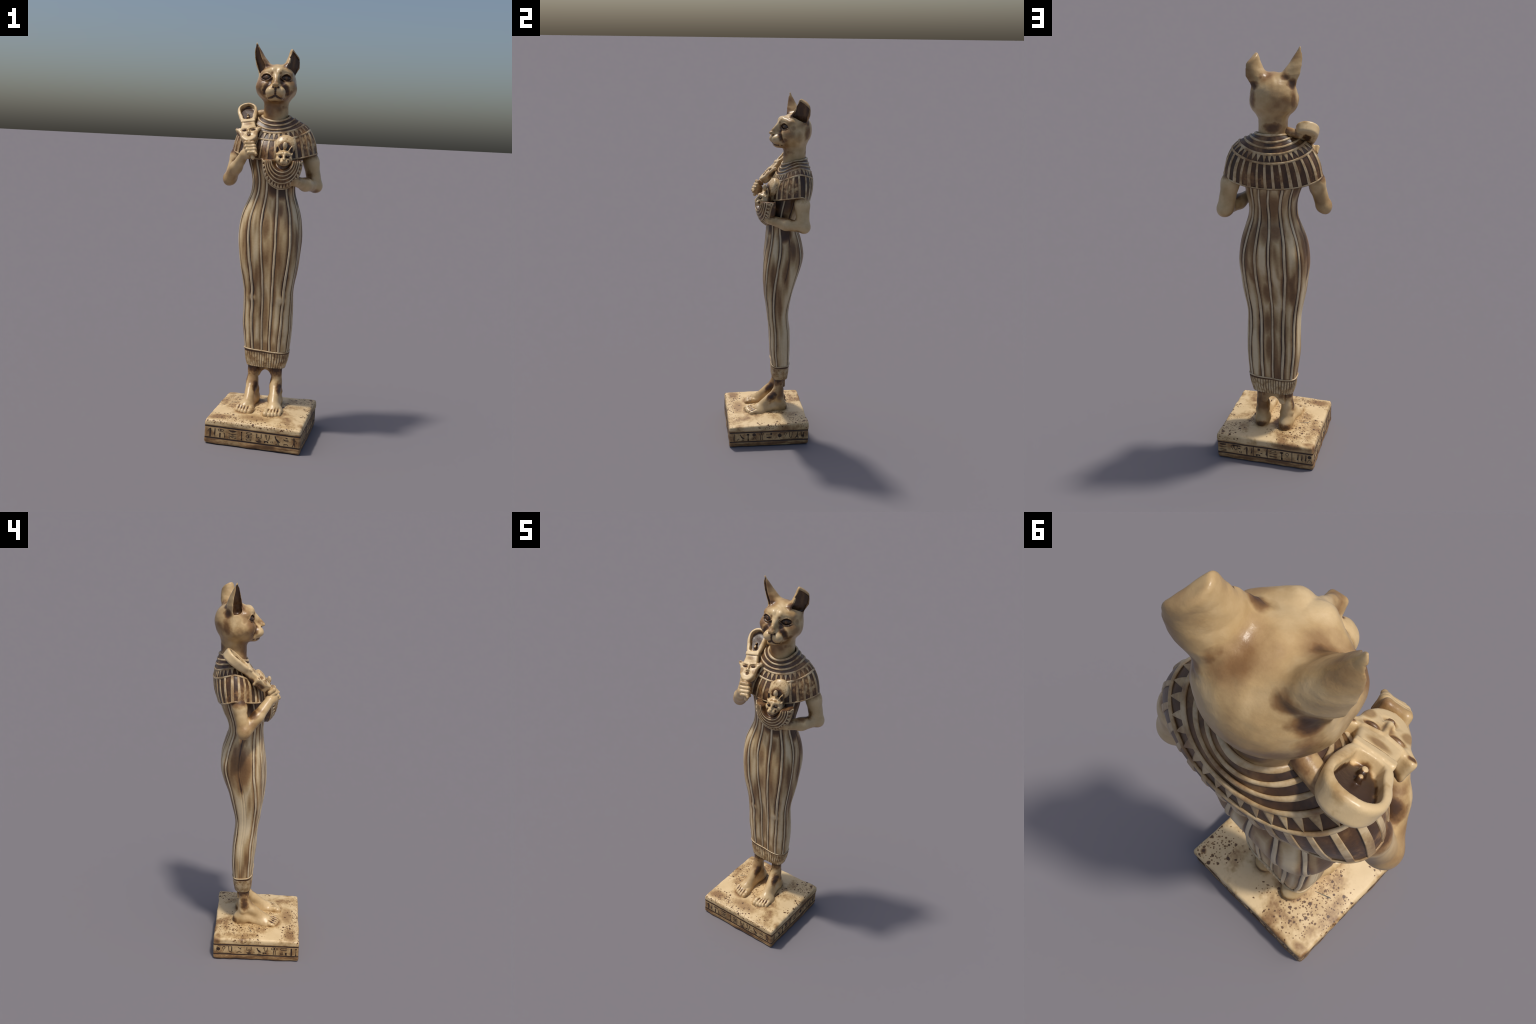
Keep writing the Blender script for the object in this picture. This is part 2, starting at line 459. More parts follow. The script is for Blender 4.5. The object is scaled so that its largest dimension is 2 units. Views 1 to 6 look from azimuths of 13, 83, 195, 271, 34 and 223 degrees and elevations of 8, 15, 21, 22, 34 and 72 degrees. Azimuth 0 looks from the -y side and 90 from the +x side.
def head_material():
    n = Nodes("antique_cream_head")
    q = n.local(HEAD_O, HEAD_R, fold=True); fine = n.rough_edge(); faint = n.rough_edge(60, 0.25)
    B = []
    def hb(c, r, a=1.0, soft=0.85):
        B.append(n.blob(c, r, fine if max(r) > 0.0125 else faint, soft, a, q))
    def fb(x, z, r, a, soft=0.75):
        """patch laid on the face at side x and height z"""
        lo_, hi_ = 0.0, 0.2
        for _ in range(22):
            m = 0.5 * (lo_ + hi_)
            if head_core(np.array([[x, m, z]], F))[0] < 0: lo_ = m
            else: hi_ = m
        hb((x, lo_, z), r if isinstance(r, tuple) else (r, r, r), a, soft)
    def hline(a, b, ra, rb, amt, k=4):
        for t in np.linspace(0, 1, k):
            r = ra + (rb - ra) * t
            hb(V3(*a) + t * (V3(*b) - V3(*a)), (r, r, r), amt)
    hb(EYE_C + 0.002 * EYE_N, (0.037, 0.032, 0.024), 0.94, 0.45)
    for x, z, r, a in ((0.027, 0.036, 0.024, 0.86), (0.029, 0.022, 0.027, 0.94), (0.031, 0.007, 0.026, 0.90), (0.040, -0.005, 0.027, 0.84), (0.049, -0.018, 0.028, 0.84),
                       (0.056, -0.032, 0.027, 0.82), (0.060, -0.046, 0.026, 0.74), (0.074, -0.040, 0.028, 0.56), (0.022, 0.056, 0.015, 0.50)):
        fb(x, z, r, a, 0.95)
    for x, z, r, a in ((0.0, -0.020, 0.0105, 0.92), (0.0, -0.029, 0.0105, 0.90), (0.0, -0.038, 0.010, 0.88), (0.0, -0.047, 0.010, 0.90), (0.013, -0.016, 0.010, 0.92), (0.0, -0.056, 0.011, 0.95), (0.007, -0.060, 0.010, 0.92), (0.014, -0.064, 0.010, 0.92),
                       (0.021, -0.067, 0.010, 0.90), (0.028, -0.069, 0.010, 0.88), (0.035, -0.070, 0.010, 0.84), (0.042, -0.071, 0.010, 0.76)):
        fb(x, z, r, a, 0.8)
    hb((0.0, 0.108, -0.088), (0.050, 0.036, 0.014), 0.60)
    hb((0.0, 0.030, -0.108), (0.100, 0.090, 0.030), 0.58)
    hb((0.0, -0.058, -0.118), (0.070, 0.046, 0.040), 0.66)
    hb((0.050, 0.036, 0.098), (0.040, 0.042, 0.030), 0.68)
    hb((0.052, -0.036, 0.088), (0.036, 0.030, 0.030), 0.70)
    hb((0.078, -0.040, 0.062), (0.044, 0.040, 0.038), 0.78)
    hb((0.092, 0.045, 0.030), (0.034, 0.034, 0.032), 0.34)
    hb((0.094, 0.015, -0.020), (0.036, 0.050, 0.050), 0.34)
    hb((0.090, -0.050, 0.000), (0.036, 0.050, 0.085), 0.52)
    hb((0.030, 0.096, 0.070), (0.016, 0.018, 0.012), 0.25)
    pale = n.m("MAXIMUM", n.blob((0.0, 0.085, 0.050), (0.075, 0.080, 0.070), fine, 0.6, 1.0, q), n.blob((0.030, 0.110, -0.030), (0.070, 0.060, 0.055), fine, 0.6, 1.0, q))
    return skin_base(n, B, pale)

def limb_material(name, patches, edge=38, worn=()):
    """worn lists the spots that handling has kept pale"""
    n = Nodes(name); fine = n.rough_edge(edge)
    pale = n.biggest([n.blob(c, r, fine, 0.6) for c, r in worn])
    return skin_base(n, [n.blob(c, r, fine, 0.9, a) for c, r, a in patches], pale)

HEADM = head_material()
ARMM = limb_material("antique_cream_arm", [
    ((0.165, 0.110, 1.345), (0.050, 0.050, 0.045), 0.90), ((0.160, 0.160, 1.465), (0.100, 0.100, 0.055), 0.85), ((0.110, 0.005, 1.345), (0.070, 0.055, 0.070), 0.82),
    ((0.170, 0.060, 1.335), (0.045, 0.090, 0.018), 0.50), ((0.195, 0.150, 1.262), (0.055, 0.065, 0.028), 0.45), ((-0.200, 0.045, 1.390), (0.055, 0.050, 0.045), 0.80),
    ((-0.185, 0.090, 1.400), (0.034, 0.055, 0.075), 0.75), ((-0.215, 0.110, 1.455), (0.085, 0.085, 0.045), 0.72), ((-0.180, 0.020, 1.405), (0.055, 0.055, 0.020), 0.48),
    ((-0.096, -0.035, 1.462), (0.030, 0.024, 0.055), 0.40), ((-0.082, -0.008, 1.470), (0.050, 0.042, 0.055), 0.92), ((-0.235, 0.080, 1.285), (0.04, 0.04, 0.02), 0.4)], 38, [((-0.097, -0.07, 1.465), (0.06, 0.05, 0.06)), ((0.205, 0.18, 1.33), (0.03, 0.05, 0.08))])
_legs = []
for _x in (-0.059, 0.068):
    _legs += [((_x, 0.060, 0.355), (0.100, 0.100, 0.095), 0.92), ((_x + 0.030, 0.020, 0.245), (0.032, 0.055, 0.070), 0.90), ((_x - 0.032, 0.060, 0.270), (0.028, 0.042, 0.075), 0.74),
              ((_x, 0.010, 0.295), (0.026, 0.042, 0.062), 0.60), ((_x, 0.115, 0.155), (0.062, 0.040, 0.028), 0.75), ((_x, -0.085, 0.128), (0.085, 0.085, 0.012), 0.85), ((_x, 0.040, 0.146), (0.062, 0.095, 0.022), 0.62)]
for _a, _b in ((-0.026, -0.099), (0.057, 0.124)):
    _legs += [((_a + (_b - _a) * t, -0.104 + 0.022 * t, 0.148), (0.0085, 0.036, 0.030), 1.0) for t in (0.18, 0.42, 0.63, 0.85)]
LEGM = limb_material("antique_cream_leg", _legs, 50, [((-0.065, -0.09, 0.16), (0.08, 0.08, 0.05)), ((0.09, -0.10, 0.16), (0.08, 0.08, 0.05))])


def plain_material(name, lo, hi, seed, rough=0.38, scale=16.0, stretch=(1, 1, 1), ramp=None):
    """antique stone whose stain wanders between lo and hi"""
    n = Nodes(name)
    a = n.noise(scale, 4, 0.65, stretch=stretch, shift=(seed, seed * 2, -seed))
    s = n.step(a, 0.32, 0.72, lo, hi)
    s = n.m("ADD", s, n.m("MULTIPLY", n.m("SUBTRACT", n.noise(95, 3, 0.7), 0.5), 0.14), clamp=True)
    return n.finish(s, rough=rough, ramp=ramp)

PALE = plain_material("worn_cream_relief", 0.0, 0.34, 1.0, scale=22, ramp=WORN)
RELIEF = plain_material("worn_cape_relief", 0.02, 0.52, 7.0, scale=18, ramp=WORN)
RIB = plain_material("pale_rib_stone", 0.0, 0.22, 1.5, scale=12, ramp=[(0.0, (0.73, 0.61, 0.425)), (0.3, (0.50, 0.375, 0.22)), (1.0, (0.10, 0.06, 0.035))])
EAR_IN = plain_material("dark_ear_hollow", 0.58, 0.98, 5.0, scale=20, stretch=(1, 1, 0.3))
DARK = plain_material("dark_brown_ground", 0.66, 0.98, 2.0, scale=24)
INK = plain_material("incised_dark_stain", 0.86, 1.0, 3.0)
EYE = plain_material("dark_eye_stone", 0.84, 1.0, 4.0, rough=0.3, scale=60)

# ---- build the head
hv, hq = surface_nets(head_field, (-0.175, -0.025, 1.585), (0.125, 0.285, 2.016), 0.0022)
hloc = lambda c: to_head(c.astype(F))
def ear_test(side):
    def t(c):
        q = hloc(c); core = head_core(q)
        return (q[:, 0] * side > 0) & (core > 0.006) & (q[:, 2] > 0.050)
    return t
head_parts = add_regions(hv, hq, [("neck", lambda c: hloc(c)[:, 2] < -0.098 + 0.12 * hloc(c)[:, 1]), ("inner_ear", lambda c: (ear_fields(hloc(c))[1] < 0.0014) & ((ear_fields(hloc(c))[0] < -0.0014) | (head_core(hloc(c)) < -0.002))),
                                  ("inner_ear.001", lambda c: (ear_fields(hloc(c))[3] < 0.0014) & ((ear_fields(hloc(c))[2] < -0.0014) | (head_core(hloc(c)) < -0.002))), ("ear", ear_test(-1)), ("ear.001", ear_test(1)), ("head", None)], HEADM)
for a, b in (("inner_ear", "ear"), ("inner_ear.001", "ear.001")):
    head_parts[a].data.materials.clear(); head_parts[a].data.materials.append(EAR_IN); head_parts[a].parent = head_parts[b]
PUPIL = plain_material("eye_pupil", 0.50, 0.80, 6.0, rough=0.3, scale=80)
for s in (-1, 1):
    M = EYE_R * np.array([[s, 1, 1]] * 3)
    fold = lambda v_: V3(s * v_[0], v_[1], v_[2])
    c = fold(EYE_C - 0.0115 * EYE_N)
    ev, eq = surface_nets(lambda p, c=c, M=M: ellipsoid(to_head(p), c, (0.0265, 0.0155, 0.0165), M), from_head(c) - 0.032, from_head(c) + 0.032, 0.0018)
    add("eye", new_mesh("eye", ev, eq), EYE, head_parts["head"])
    c2 = fold(EYE_C + 0.0020 * EYE_N + V3(-0.002, 0, 0.001))
    ev, eq = surface_nets(lambda p, c2=c2, M=M: ellipsoid(to_head(p), c2, (0.0085, 0.0034, 0.0085), M), from_head(c2) - 0.012, from_head(c2) + 0.012, 0.0011)
    add("pupil", new_mesh("pupil", ev, eq), PUPIL, head_parts["head"])

# ------------------------------------------------------------------ dress
# height, centre x, centre y, half width, half depth of the body inside the dress
BODY = [(0.345, 0.0075, 0.0750, 0.1050, 0.0490), (0.36, 0.0075, 0.0753, 0.1076, 0.0501), (0.40, 0.0078, 0.0768, 0.1143, 0.0518), (0.44, 0.0065, 0.0770, 0.1186, 0.0547),
        (0.50, 0.0054, 0.0762, 0.1252, 0.0587), (0.55, 0.0045, 0.0760, 0.1290, 0.0618), (0.60, 0.0036, 0.0748, 0.1305, 0.0625), (0.65, 0.0039, 0.0697, 0.1301, 0.0612),
        (0.70, 0.0042, 0.0639, 0.1287, 0.0610), (0.75, 0.0034, 0.0619, 0.1300, 0.0662), (0.80, 0.0023, 0.0625, 0.1363, 0.0752), (0.85, 0.0010, 0.0646, 0.1444, 0.0847),
        (0.90, -0.0007, 0.0690, 0.1515, 0.0938), (0.95, -0.0030, 0.0755, 0.1565, 0.1030), (1.00, -0.0057, 0.0840, 0.1600, 0.1113), (1.05, -0.0074, 0.0900, 0.1606, 0.1158),
        (1.10, -0.0080, 0.0922, 0.1561, 0.1138), (1.15, -0.0074, 0.0892, 0.1462, 0.1050), (1.20, -0.0049, 0.0825, 0.1300, 0.0935), (1.25, -0.0021, 0.0785, 0.1140, 0.0862),
        (1.30, -0.0010, 0.0825, 0.1105, 0.0900), (1.35, -0.0037, 0.0912, 0.1185, 0.0975), (1.40, -0.0100, 0.1010, 0.1300, 0.1040), (1.46, -0.0160, 0.1150, 0.1300, 0.1000), (1.52, -0.0200, 0.1300, 0.1000, 0.0750)]
YAW = [(0.345, -1.0), (0.50, -4.0), (1.05, -4.0), (1.20, -1.0), (1.35, 0.0), (1.52, 2.0)]
POWER = [(0.345, 3.2), (0.50, 3.2), (0.70, 3.1), (0.90, 3.2), (1.05, 3.1), (1.12, 2.8), (1.20, 2.4), (1.30, 2.1), (1.38, 1.95), (1.52, 2.0)]
STRIPES = [(-121, -120), (-98, -98), (-70, -77), (-45, -55), (-16, -26), (13, 10), (48, 44), (69, 71), (92, 96), (118, 118), (143, 140), (176, 174), (-147, -143)]
GROOVES = (5, 11)
HEM_LINE, HEM = 0.430, 0.345
N_FRINGE = 56
_z = np.array([b[0] for b in BODY])
def _adjust(b):
    """front and back profiles: the back one is read off the near buttock, which sits a little higher"""
    z = b[0]
    w = 0.026 * np.clip((z - 0.50) / 0.10, 0, 1) * np.clip((1.28 - z) / 0.08, 0, 1)
    front = b[2] - b[4] - 0.003 * np.clip((z - 0.45) / 0.1, 0, 1) * np.clip((1.05 - z) / 0.1, 0, 1)
    back = float(np.interp(z - w, _z, [q[2] + q[4] for q in BODY])) - 0.004 * np.clip((z - 0.5) / 0.1, 0, 1) * np.clip((1.25 - z) / 0.1, 0, 1)
    front -= 0.008 * np.clip((z - 1.26) / 0.08, 0, 1); back += 0.006 * np.clip((z - 1.28) / 0.08, 0, 1)
    return (z, b[1], 0.5 * (front + back), b[3], 0.5 * (back - front))
BODY = [_adjust(b) for b in BODY]
_B = np.array(BODY)
def smooth_interp(z, xs, ys):
    """Catmull-Rom through profile points"""
    xs = np.asarray(xs); ys = np.asarray(ys)
    m = np.gradient(ys, xs)
    i = np.clip(np.searchsorted(xs, z) - 1, 0, len(xs) - 2)
    h = xs[i + 1] - xs[i]; t = np.clip((z - xs[i]) / h, 0, 1)
    return ((2 * t**3 - 3 * t**2 + 1) * ys[i] + (t**3 - 2 * t**2 + t) * h * m[i] + (-2 * t**3 + 3 * t**2) * ys[i + 1] + (t**3 - t**2) * h * m[i + 1])

def stripe_angle(k, z):
    a, b = STRIPES[k]
    return a + (b - a) * np.clip((1.0 - z) / 0.5, 0, 1)

def body_point(z, phi, out=0.0):
    """surface of the dress at height z and angle phi (degrees; -90 front, 90 back)"""
    z = np.asarray(z, float); f = np.radians(phi)
    cx, cy, a, b = [smooth_interp(z, _B[:, 0], _B[:, i]) for i in (1, 2, 3, 4)]
    n = np.interp(z, *zip(*POWER)); w = np.radians(np.interp(z, *zip(*YAW)))
    c, s = np.cos(f), np.sin(f)
    r = (np.abs(c) ** n + np.abs(s) ** n) ** (-1 / n)
    wrap = lambda d: (d + 180) % 360 - 180
    # valley between the legs, knees, shallow buttock cleft
    fr = np.exp(-(wrap(phi + 91) / 18) ** 2)
    r = r * (1 - 0.14 * fr * np.clip((1.08 - z) / 0.25, 0, 1) * np.clip((z - 0.37) / 0.12, 0, 1))
    bk = np.exp(-(wrap(phi - 95) / 22) ** 2)
    r = r * (1 - 0.12 * bk * np.clip((0.98 - z) / 0.2, 0, 1) * np.clip((z - 0.35) / 0.08, 0, 1))
    for kp in (-121, -57):
        r = r + 0.065 * np.exp(-(wrap(phi - kp) / 15) ** 2 - ((z - 0.712) / 0.030) ** 2)
    bump = lambda at, wid: np.exp(-(wrap(phi - at) / wid) ** 2)
    thigh = np.clip((z - 0.62) / 0.1, 0, 1) * np.clip((1.14 - z) / 0.1, 0, 1); waist = np.clip((z - 1.27) / 0.07, 0, 1)
    r = r * (1 + thigh * (0.022 * bump(-34, 18) - 0.050 * bump(-108, 20)) + waist * (0.07 * bump(118, 18) - 0.06 * bump(62, 18)))
    lx, ly = a * r * c, b * r * s
    nl = np.hypot(c / a, s / b); ox, oy = (c / a) / nl * out, (s / b) / nl * out
    lx, ly = lx + ox, ly + oy
    x = cx + lx * np.cos(w) - ly * np.sin(w); y = cy + lx * np.sin(w) + ly * np.cos(w)
    return np.stack([x, y, np.broadcast_to(z, x.shape)], -1)

def dress_coordinates(n):
    """node version of the dress parametrisation: angle in degrees, metric in metres per degree"""
    x, y, z = n.xyz()
    dx = n.m("SUBTRACT", x, n.curve(z, [(b[0], b[1]) for b in BODY])); dy = n.m("SUBTRACT", y, n.curve(z, [(b[0], b[2]) for b in BODY]))
    w = n.m("RADIANS", n.curve(z, YAW)); c, s = n.m("COSINE", w), n.m("SINE", w)
    lx = n.m("ADD", n.m("MULTIPLY", dx, c), n.m("MULTIPLY", dy, s)); ly = n.m("SUBTRACT", n.m("MULTIPLY", dy, c), n.m("MULTIPLY", dx, s))
    a = n.curve(z, [(b[0], b[3]) for b in BODY]); b = n.curve(z, [(b_[0], b_[4]) for b_ in BODY])
    phi = n.m("DEGREES", n.m("ARCTAN2", n.m("DIVIDE", ly, b), n.m("DIVIDE", lx, a)))
    pr = n.m("RADIANS", phi)
    sa = n.m("MULTIPLY", n.m("SINE", pr), a); cb = n.m("MULTIPLY", n.m("COSINE", pr), b)
    met = n.m("MULTIPLY", n.m("SQRT", n.m("ADD", n.m("MULTIPLY", sa, sa), n.m("MULTIPLY", cb, cb))), math.pi / 180 * 1.1)
    return x, y, z, phi, met

def dress_material():
    n = Nodes("striped_dress_stone")
    x, y, z, phi, met = dress_coordinates(n)
    t = n.m("DIVIDE", n.m("SUBTRACT", 1.0, z), 0.5, clamp=True)
    near = None
    for k, (a, b) in enumerate(STRIPES):
        ang = n.m("MULTIPLY_ADD", t, b - a, a)
        d = n.m("ABSOLUTE", n.m("WRAP", n.m("SUBTRACT", phi, ang), -180.0, 180.0))
        if k in GROOVES:
            d = n.m("ADD", d, n.m("ADD", n.step(z, 0.98, 0.84, 0.0, 40.0), 3.0))
        near = d if near is None else n.m("MINIMUM", near, d)
    dist = n.m("MULTIPLY", near, met)
    streak = n.noise(9, 2, 0.5, stretch=(1.5, 1.5, 0.28)); fine = n.noise(38, 4, 0.65)
    rs = n.m("MULTIPLY", n.m("SUBTRACT", streak, 0.5), 0.9)
    dd = n.m("MULTIPLY_ADD", n.m("SUBTRACT", n.noise(22, 3, 0.6, stretch=(1, 1, 0.25), shift=(4, 4, 1)), 0.5), 0.016, dist)
    halo = n.step(dd, 0.0040, 0.0160, 0.90, 0.0)
    wide = n.step(n.m("ADD", dd, n.m("MULTIPLY", n.m("SUBTRACT", 0.5, streak), 0.05)), 0.003, 0.032, 0.54, 0.0)
    patch = n.step(streak, 0.40, 0.74, 0.0, 0.58)
    B = [halo, wide, patch]
    wb = lambda c, r, a, soft=0.8: B.append(n.blob(c, r, rs, soft, a))
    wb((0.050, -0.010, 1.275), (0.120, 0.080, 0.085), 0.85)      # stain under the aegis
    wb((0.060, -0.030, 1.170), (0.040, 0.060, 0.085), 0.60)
    wb((-0.010, -0.030, 1.080), (0.040, 0.060, 0.140), 0.42)
    wb((-0.160, 0.100, 1.100), (0.060, 0.085, 0.210), 0.60)      # right hip
    wb((0.150, 0.130, 1.160), (0.060, 0.060, 0.150), 0.58)
    wb((0.130, 0.080, 1.240), (0.060, 0.070, 0.080), 0.80)
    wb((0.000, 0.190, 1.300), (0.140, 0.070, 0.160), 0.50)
    wb((0.010, 0.130, 0.720), (0.070, 0.040, 0.110), 0.60)       # hollow of the knees
    wb((0.010, 0.150, 0.880), (0.060, 0.060, 0.120), 0.50)
    wb((0.010, 0.135, 0.600), (0.040, 0.045, 0.160), 0.52)
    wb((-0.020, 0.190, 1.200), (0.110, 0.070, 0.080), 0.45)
    wb((0.000, 0.010, 0.620), (0.028, 0.040, 0.230), 0.40)
    wb((0.000, 0.030, 0.450), (0.140, 0.080, 0.060), 0.40)
    wb((0.000, 0.070, 1.410), (0.240, 0.150, 0.110), 1.0)  # stain deepened with painted shadow, under the cape and, next line, behind the aegis
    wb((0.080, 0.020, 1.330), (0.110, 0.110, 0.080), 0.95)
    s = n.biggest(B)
    knees = n.m("MAXIMUM", n.blob((-0.069, -0.006, 0.712), (0.034, 0.045, 0.030), rs, 0.8), n.blob((0.079, 0.000, 0.710), (0.034, 0.045, 0.030), rs, 0.8))
    s = n.m("MULTIPLY", s, n.m("SUBTRACT", 1.0, n.m("MULTIPLY", knees, 0.9)))
    # fringe below the hem line: dark between the threads
    fr = n.m("FRACT", n.m("MULTIPLY", n.m("ADD", phi, 180.0), N_FRINGE / 360.0))
    gap = n.step(n.m("ABSOLUTE", n.m("SUBTRACT", fr, 0.5)), 0.30, 0.47, 0.0, 0.78)
    thread = n.m("MAXIMUM", gap, n.step(fine, 0.38, 0.7, 0.06, 0.45))
    low = n.m("LESS_THAN", z, HEM_LINE)
    mx = n.t.nodes.new("ShaderNodeMix"); n.put(mx.inputs[0], low); n.put(mx.inputs[2], s); n.put(mx.inputs[3], thread)
    s = n.m("MAXIMUM", mx.outputs[0], n.step(n.m("ABSOLUTE", n.m("SUBTRACT", z, HEM_LINE - 0.004)), 0.003, 0.012, 0.72, 0.0))
    s = n.m("ADD", s, n.m("MULTIPLY", n.m("SUBTRACT", n.noise(95, 3, 0.7), 0.5), 0.14), clamp=True)
    return n.finish(s, rough=0.36, ramp=DRESS_RAMP)

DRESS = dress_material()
zs = np.concatenate([np.linspace(HEM, 0.44, 26), np.linspace(0.4445, 1.50, 220)])
ph = np.linspace(-180, 180, 560, endpoint=False)
Zg, Pg = np.meshgrid(zs, ph, indexing="ij")
thread = np.where(Zg < HEM_LINE, 0.0022 * np.abs(np.cos(np.pi * N_FRINGE * (Pg + 180) / 360 + np.pi / 2)) ** 0.6 - 0.0008, 0.0)
flare = 0.004 * np.clip((0.375 - Zg) / 0.03, 0, 1) * -1
skin_noise = 0.0016 * wobble(body_point(Zg, Pg).astype(F), 28, 3.0)
wrapd = lambda d: (d + 180) % 360 - 180
groove = np.zeros_like(Zg)
for k in range(len(STRIPES)):
    d = np.abs(wrapd(Pg - stripe_angle(k, Zg)))
    met = np.hypot(smooth_interp(Zg, _B[:, 0], _B[:, 3]) * np.sin(np.radians(Pg)), smooth_interp(Zg, _B[:, 0], _B[:, 4]) * np.cos(np.radians(Pg))) * np.pi / 180 * 1.1
    groove = np.maximum(groove, np.exp(-((d * met - 0.0072) / 0.0035) ** 2) * (Zg > HEM_LINE))
DP = body_point(Zg, Pg, thread + flare + skin_noise - 0.0018 * groove)
under = [body_point(np.full_like(ph, HEM - 0.004 * (1 - (1 - t) ** 2)), ph, 0) * V3(1, 1, 1) for t in (0.5, 1.0)]
cen = V3(0.0075, 0.075, 0)
rows = [cen + (u - cen) * V3(k, k, 1) for u, k in zip(under, (0.97, 0.90))]
rows.append(cen + (under[-1] - cen) * V3(0.2, 0.2, 1))
DP = np.concatenate([np.stack(rows[::-1]), DP])
zz = DP[..., 2]
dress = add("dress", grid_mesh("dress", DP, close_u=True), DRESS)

# raised stripes
for k in range(len(STRIPES)):
    if k in GROOVES:
        continue
    side = False
    z = np.linspace(HEM_LINE + 0.002, 1.455, 170)
    a = smooth_interp(z, _B[:, 0], _B[:, 3]); b = smooth_interp(z, _B[:, 0], _B[:, 4])
    ang = stripe_angle(k, z) + 0.22 * np.sin(z * 31 + k) + 0.1 * np.sin(z * 67 + 2 * k)
    met = np.hypot(a * np.sin(np.radians(ang)), b * np.cos(np.radians(ang))) * np.pi / 180 * 1.1
    half = (0.0056 + 0.0005 * np.sin(z * 23 + 3 * k)) * (0.7 if side else 1.0)
    knee = np.exp(-((z - 0.708) / 0.012) ** 2) * (k in (0, 3))
    prof = [(-1.0, -0.0025), (-0.86, 0.0006), (-0.55, 0.0016), (0, 0.0019), (0.55, 0.0016), (0.86, 0.0006), (1.0, -0.0025)]
    P = np.stack([body_point(z, ang + u * half / met, h * (1 - 0.75 * knee) + 0.0016 * wobble(body_point(z, ang).astype(F), 28, 3.0)) for u, h in prof], 1)
    add("dress_stripe", grid_mesh("dress_stripe", P), RIB, dress)
# hem cord
pc = np.linspace(-180, 180, 160, endpoint=False)
P = body_point(HEM_LINE + 0.003 * np.sin(np.radians(pc * 2 + 30)), pc, 0.0008)
add("hem_cord", tube("hem_cord", P, 0.0036, closed=True), PALE, dress)

# ------------------------------------------------------------------ legs and feet
def foot_field(ax, hx, heel_y, big, little):
    mid = (0.5 * (big[0] + little[0]), -0.062)
    def f(p):
        p = p - np.array((0, 0, 0.011), F)
        d = cone(p, (ax, 0.068, 0.40), (ax, 0.066, 0.25), 0.029, 0.0270)
        d = smin(d, cone(p, (ax, 0.066, 0.25), (hx, 0.070, 0.165), 0.0275, 0.034), 0.015)
        d = smin(d, ellipsoid(p, (hx, heel_y - 0.040, 0.142), (0.033, 0.040, 0.040)), 0.02)
        d = smin(d, cone(p, (hx, 0.050, 0.152), (mid[0], mid[1], 0.130), 0.036, 0.029), 0.02)
        d = smin(d, cone(p, (ax, 0.045, 0.225), (mid[0] + 0.2 * (big[0] - mid[0]), -0.050, 0.150), 0.028, 0.024), 0.022)
        d = smin(d, ellipsoid(p, (mid[0], -0.052, 0.130), (0.045, 0.042, 0.030)), 0.018)
        for s, zz in ((-1, 0.205), (1, 0.200)):
            d = smin(d, ellipsoid(p, (ax + s * 0.022, 0.070, zz), (0.012, 0.014, 0.014)), 0.012)
        for i, t in enumerate((0.0, 0.30, 0.53, 0.75, 0.97)):
            tip = (big[0] + (little[0] - big[0]) * t, big[1] + (little[1] - big[1]) * t + (0.004 if i == 0 else -0.006 * math.sin(math.pi * t)))
            r = (0.0155, 0.0115, 0.0108, 0.0104, 0.0104)[i]
            root = (mid[0] + 0.80 * (tip[0] - mid[0]), -0.062)
            toe = cone(p, (root[0], root[1], 0.136), (tip[0], tip[1] + 0.028, 0.140), r, r)
            toe = smin(toe, cone(p, (tip[0], tip[1] + 0.028, 0.140), (tip[0], tip[1] + 0.004, 0.129), r, r * 0.95), 0.004)
            toe = smin(toe, ellipsoid(p, (tip[0], tip[1] + 0.010, 0.134), (r * 1.06, r * 1.25, r * 1.0)), 0.003)
            toes = toe if i == 0 else smin(toes, toe, 0.0015)
        d = smin(d, toes, 0.006)
        return np.maximum(d, 0.108 - p[..., 2]) + 0.0008 * wobble(p, 60, 2.0)
    return f

for side, (ax, hx, hy, big, little) in enumerate(((-0.059, -0.054, 0.126, (-0.026, -0.124), (-0.099, -0.102)), (0.068, 0.068, 0.118, (0.057, -0.136), (0.124, -0.106)))):
    f = foot_field(ax, hx, hy, big, little)
    v, q = surface_nets(f, (min(ax, little[0]) - 0.055, -0.160, 0.100), (max(ax, little[0]) + 0.055, 0.150, 0.395), 0.0028)
    add_regions(v, q, [("leg", lambda c: c[:, 2] > 0.235), ("foot", None)], LEGM)
# stone web left between the ankles under the hem
def web(p):
    d = box(p, (0.006, 0.092, 0.330), (0.060, 0.014, 0.055), 0.008)
    return smax(d, -ellipsoid(p, (0.004, 0.092, 0.245), (0.037, 0.06, 0.070)), 0.010)
v, q = surface_nets(web, (-0.07, 0.06, 0.26), (0.08, 0.13, 0.40), 0.003)
add("ankle_web", new_mesh("ankle_web", v, q), LEGM)

# ------------------------------------------------------------------ cape collar
CAPE_O, CAPE_YAW = (-0.018, 0.144, 0.0), 4.0
to_cape, from_cape, CAPE_R = frame_map(CAPE_O, CAPE_YAW)
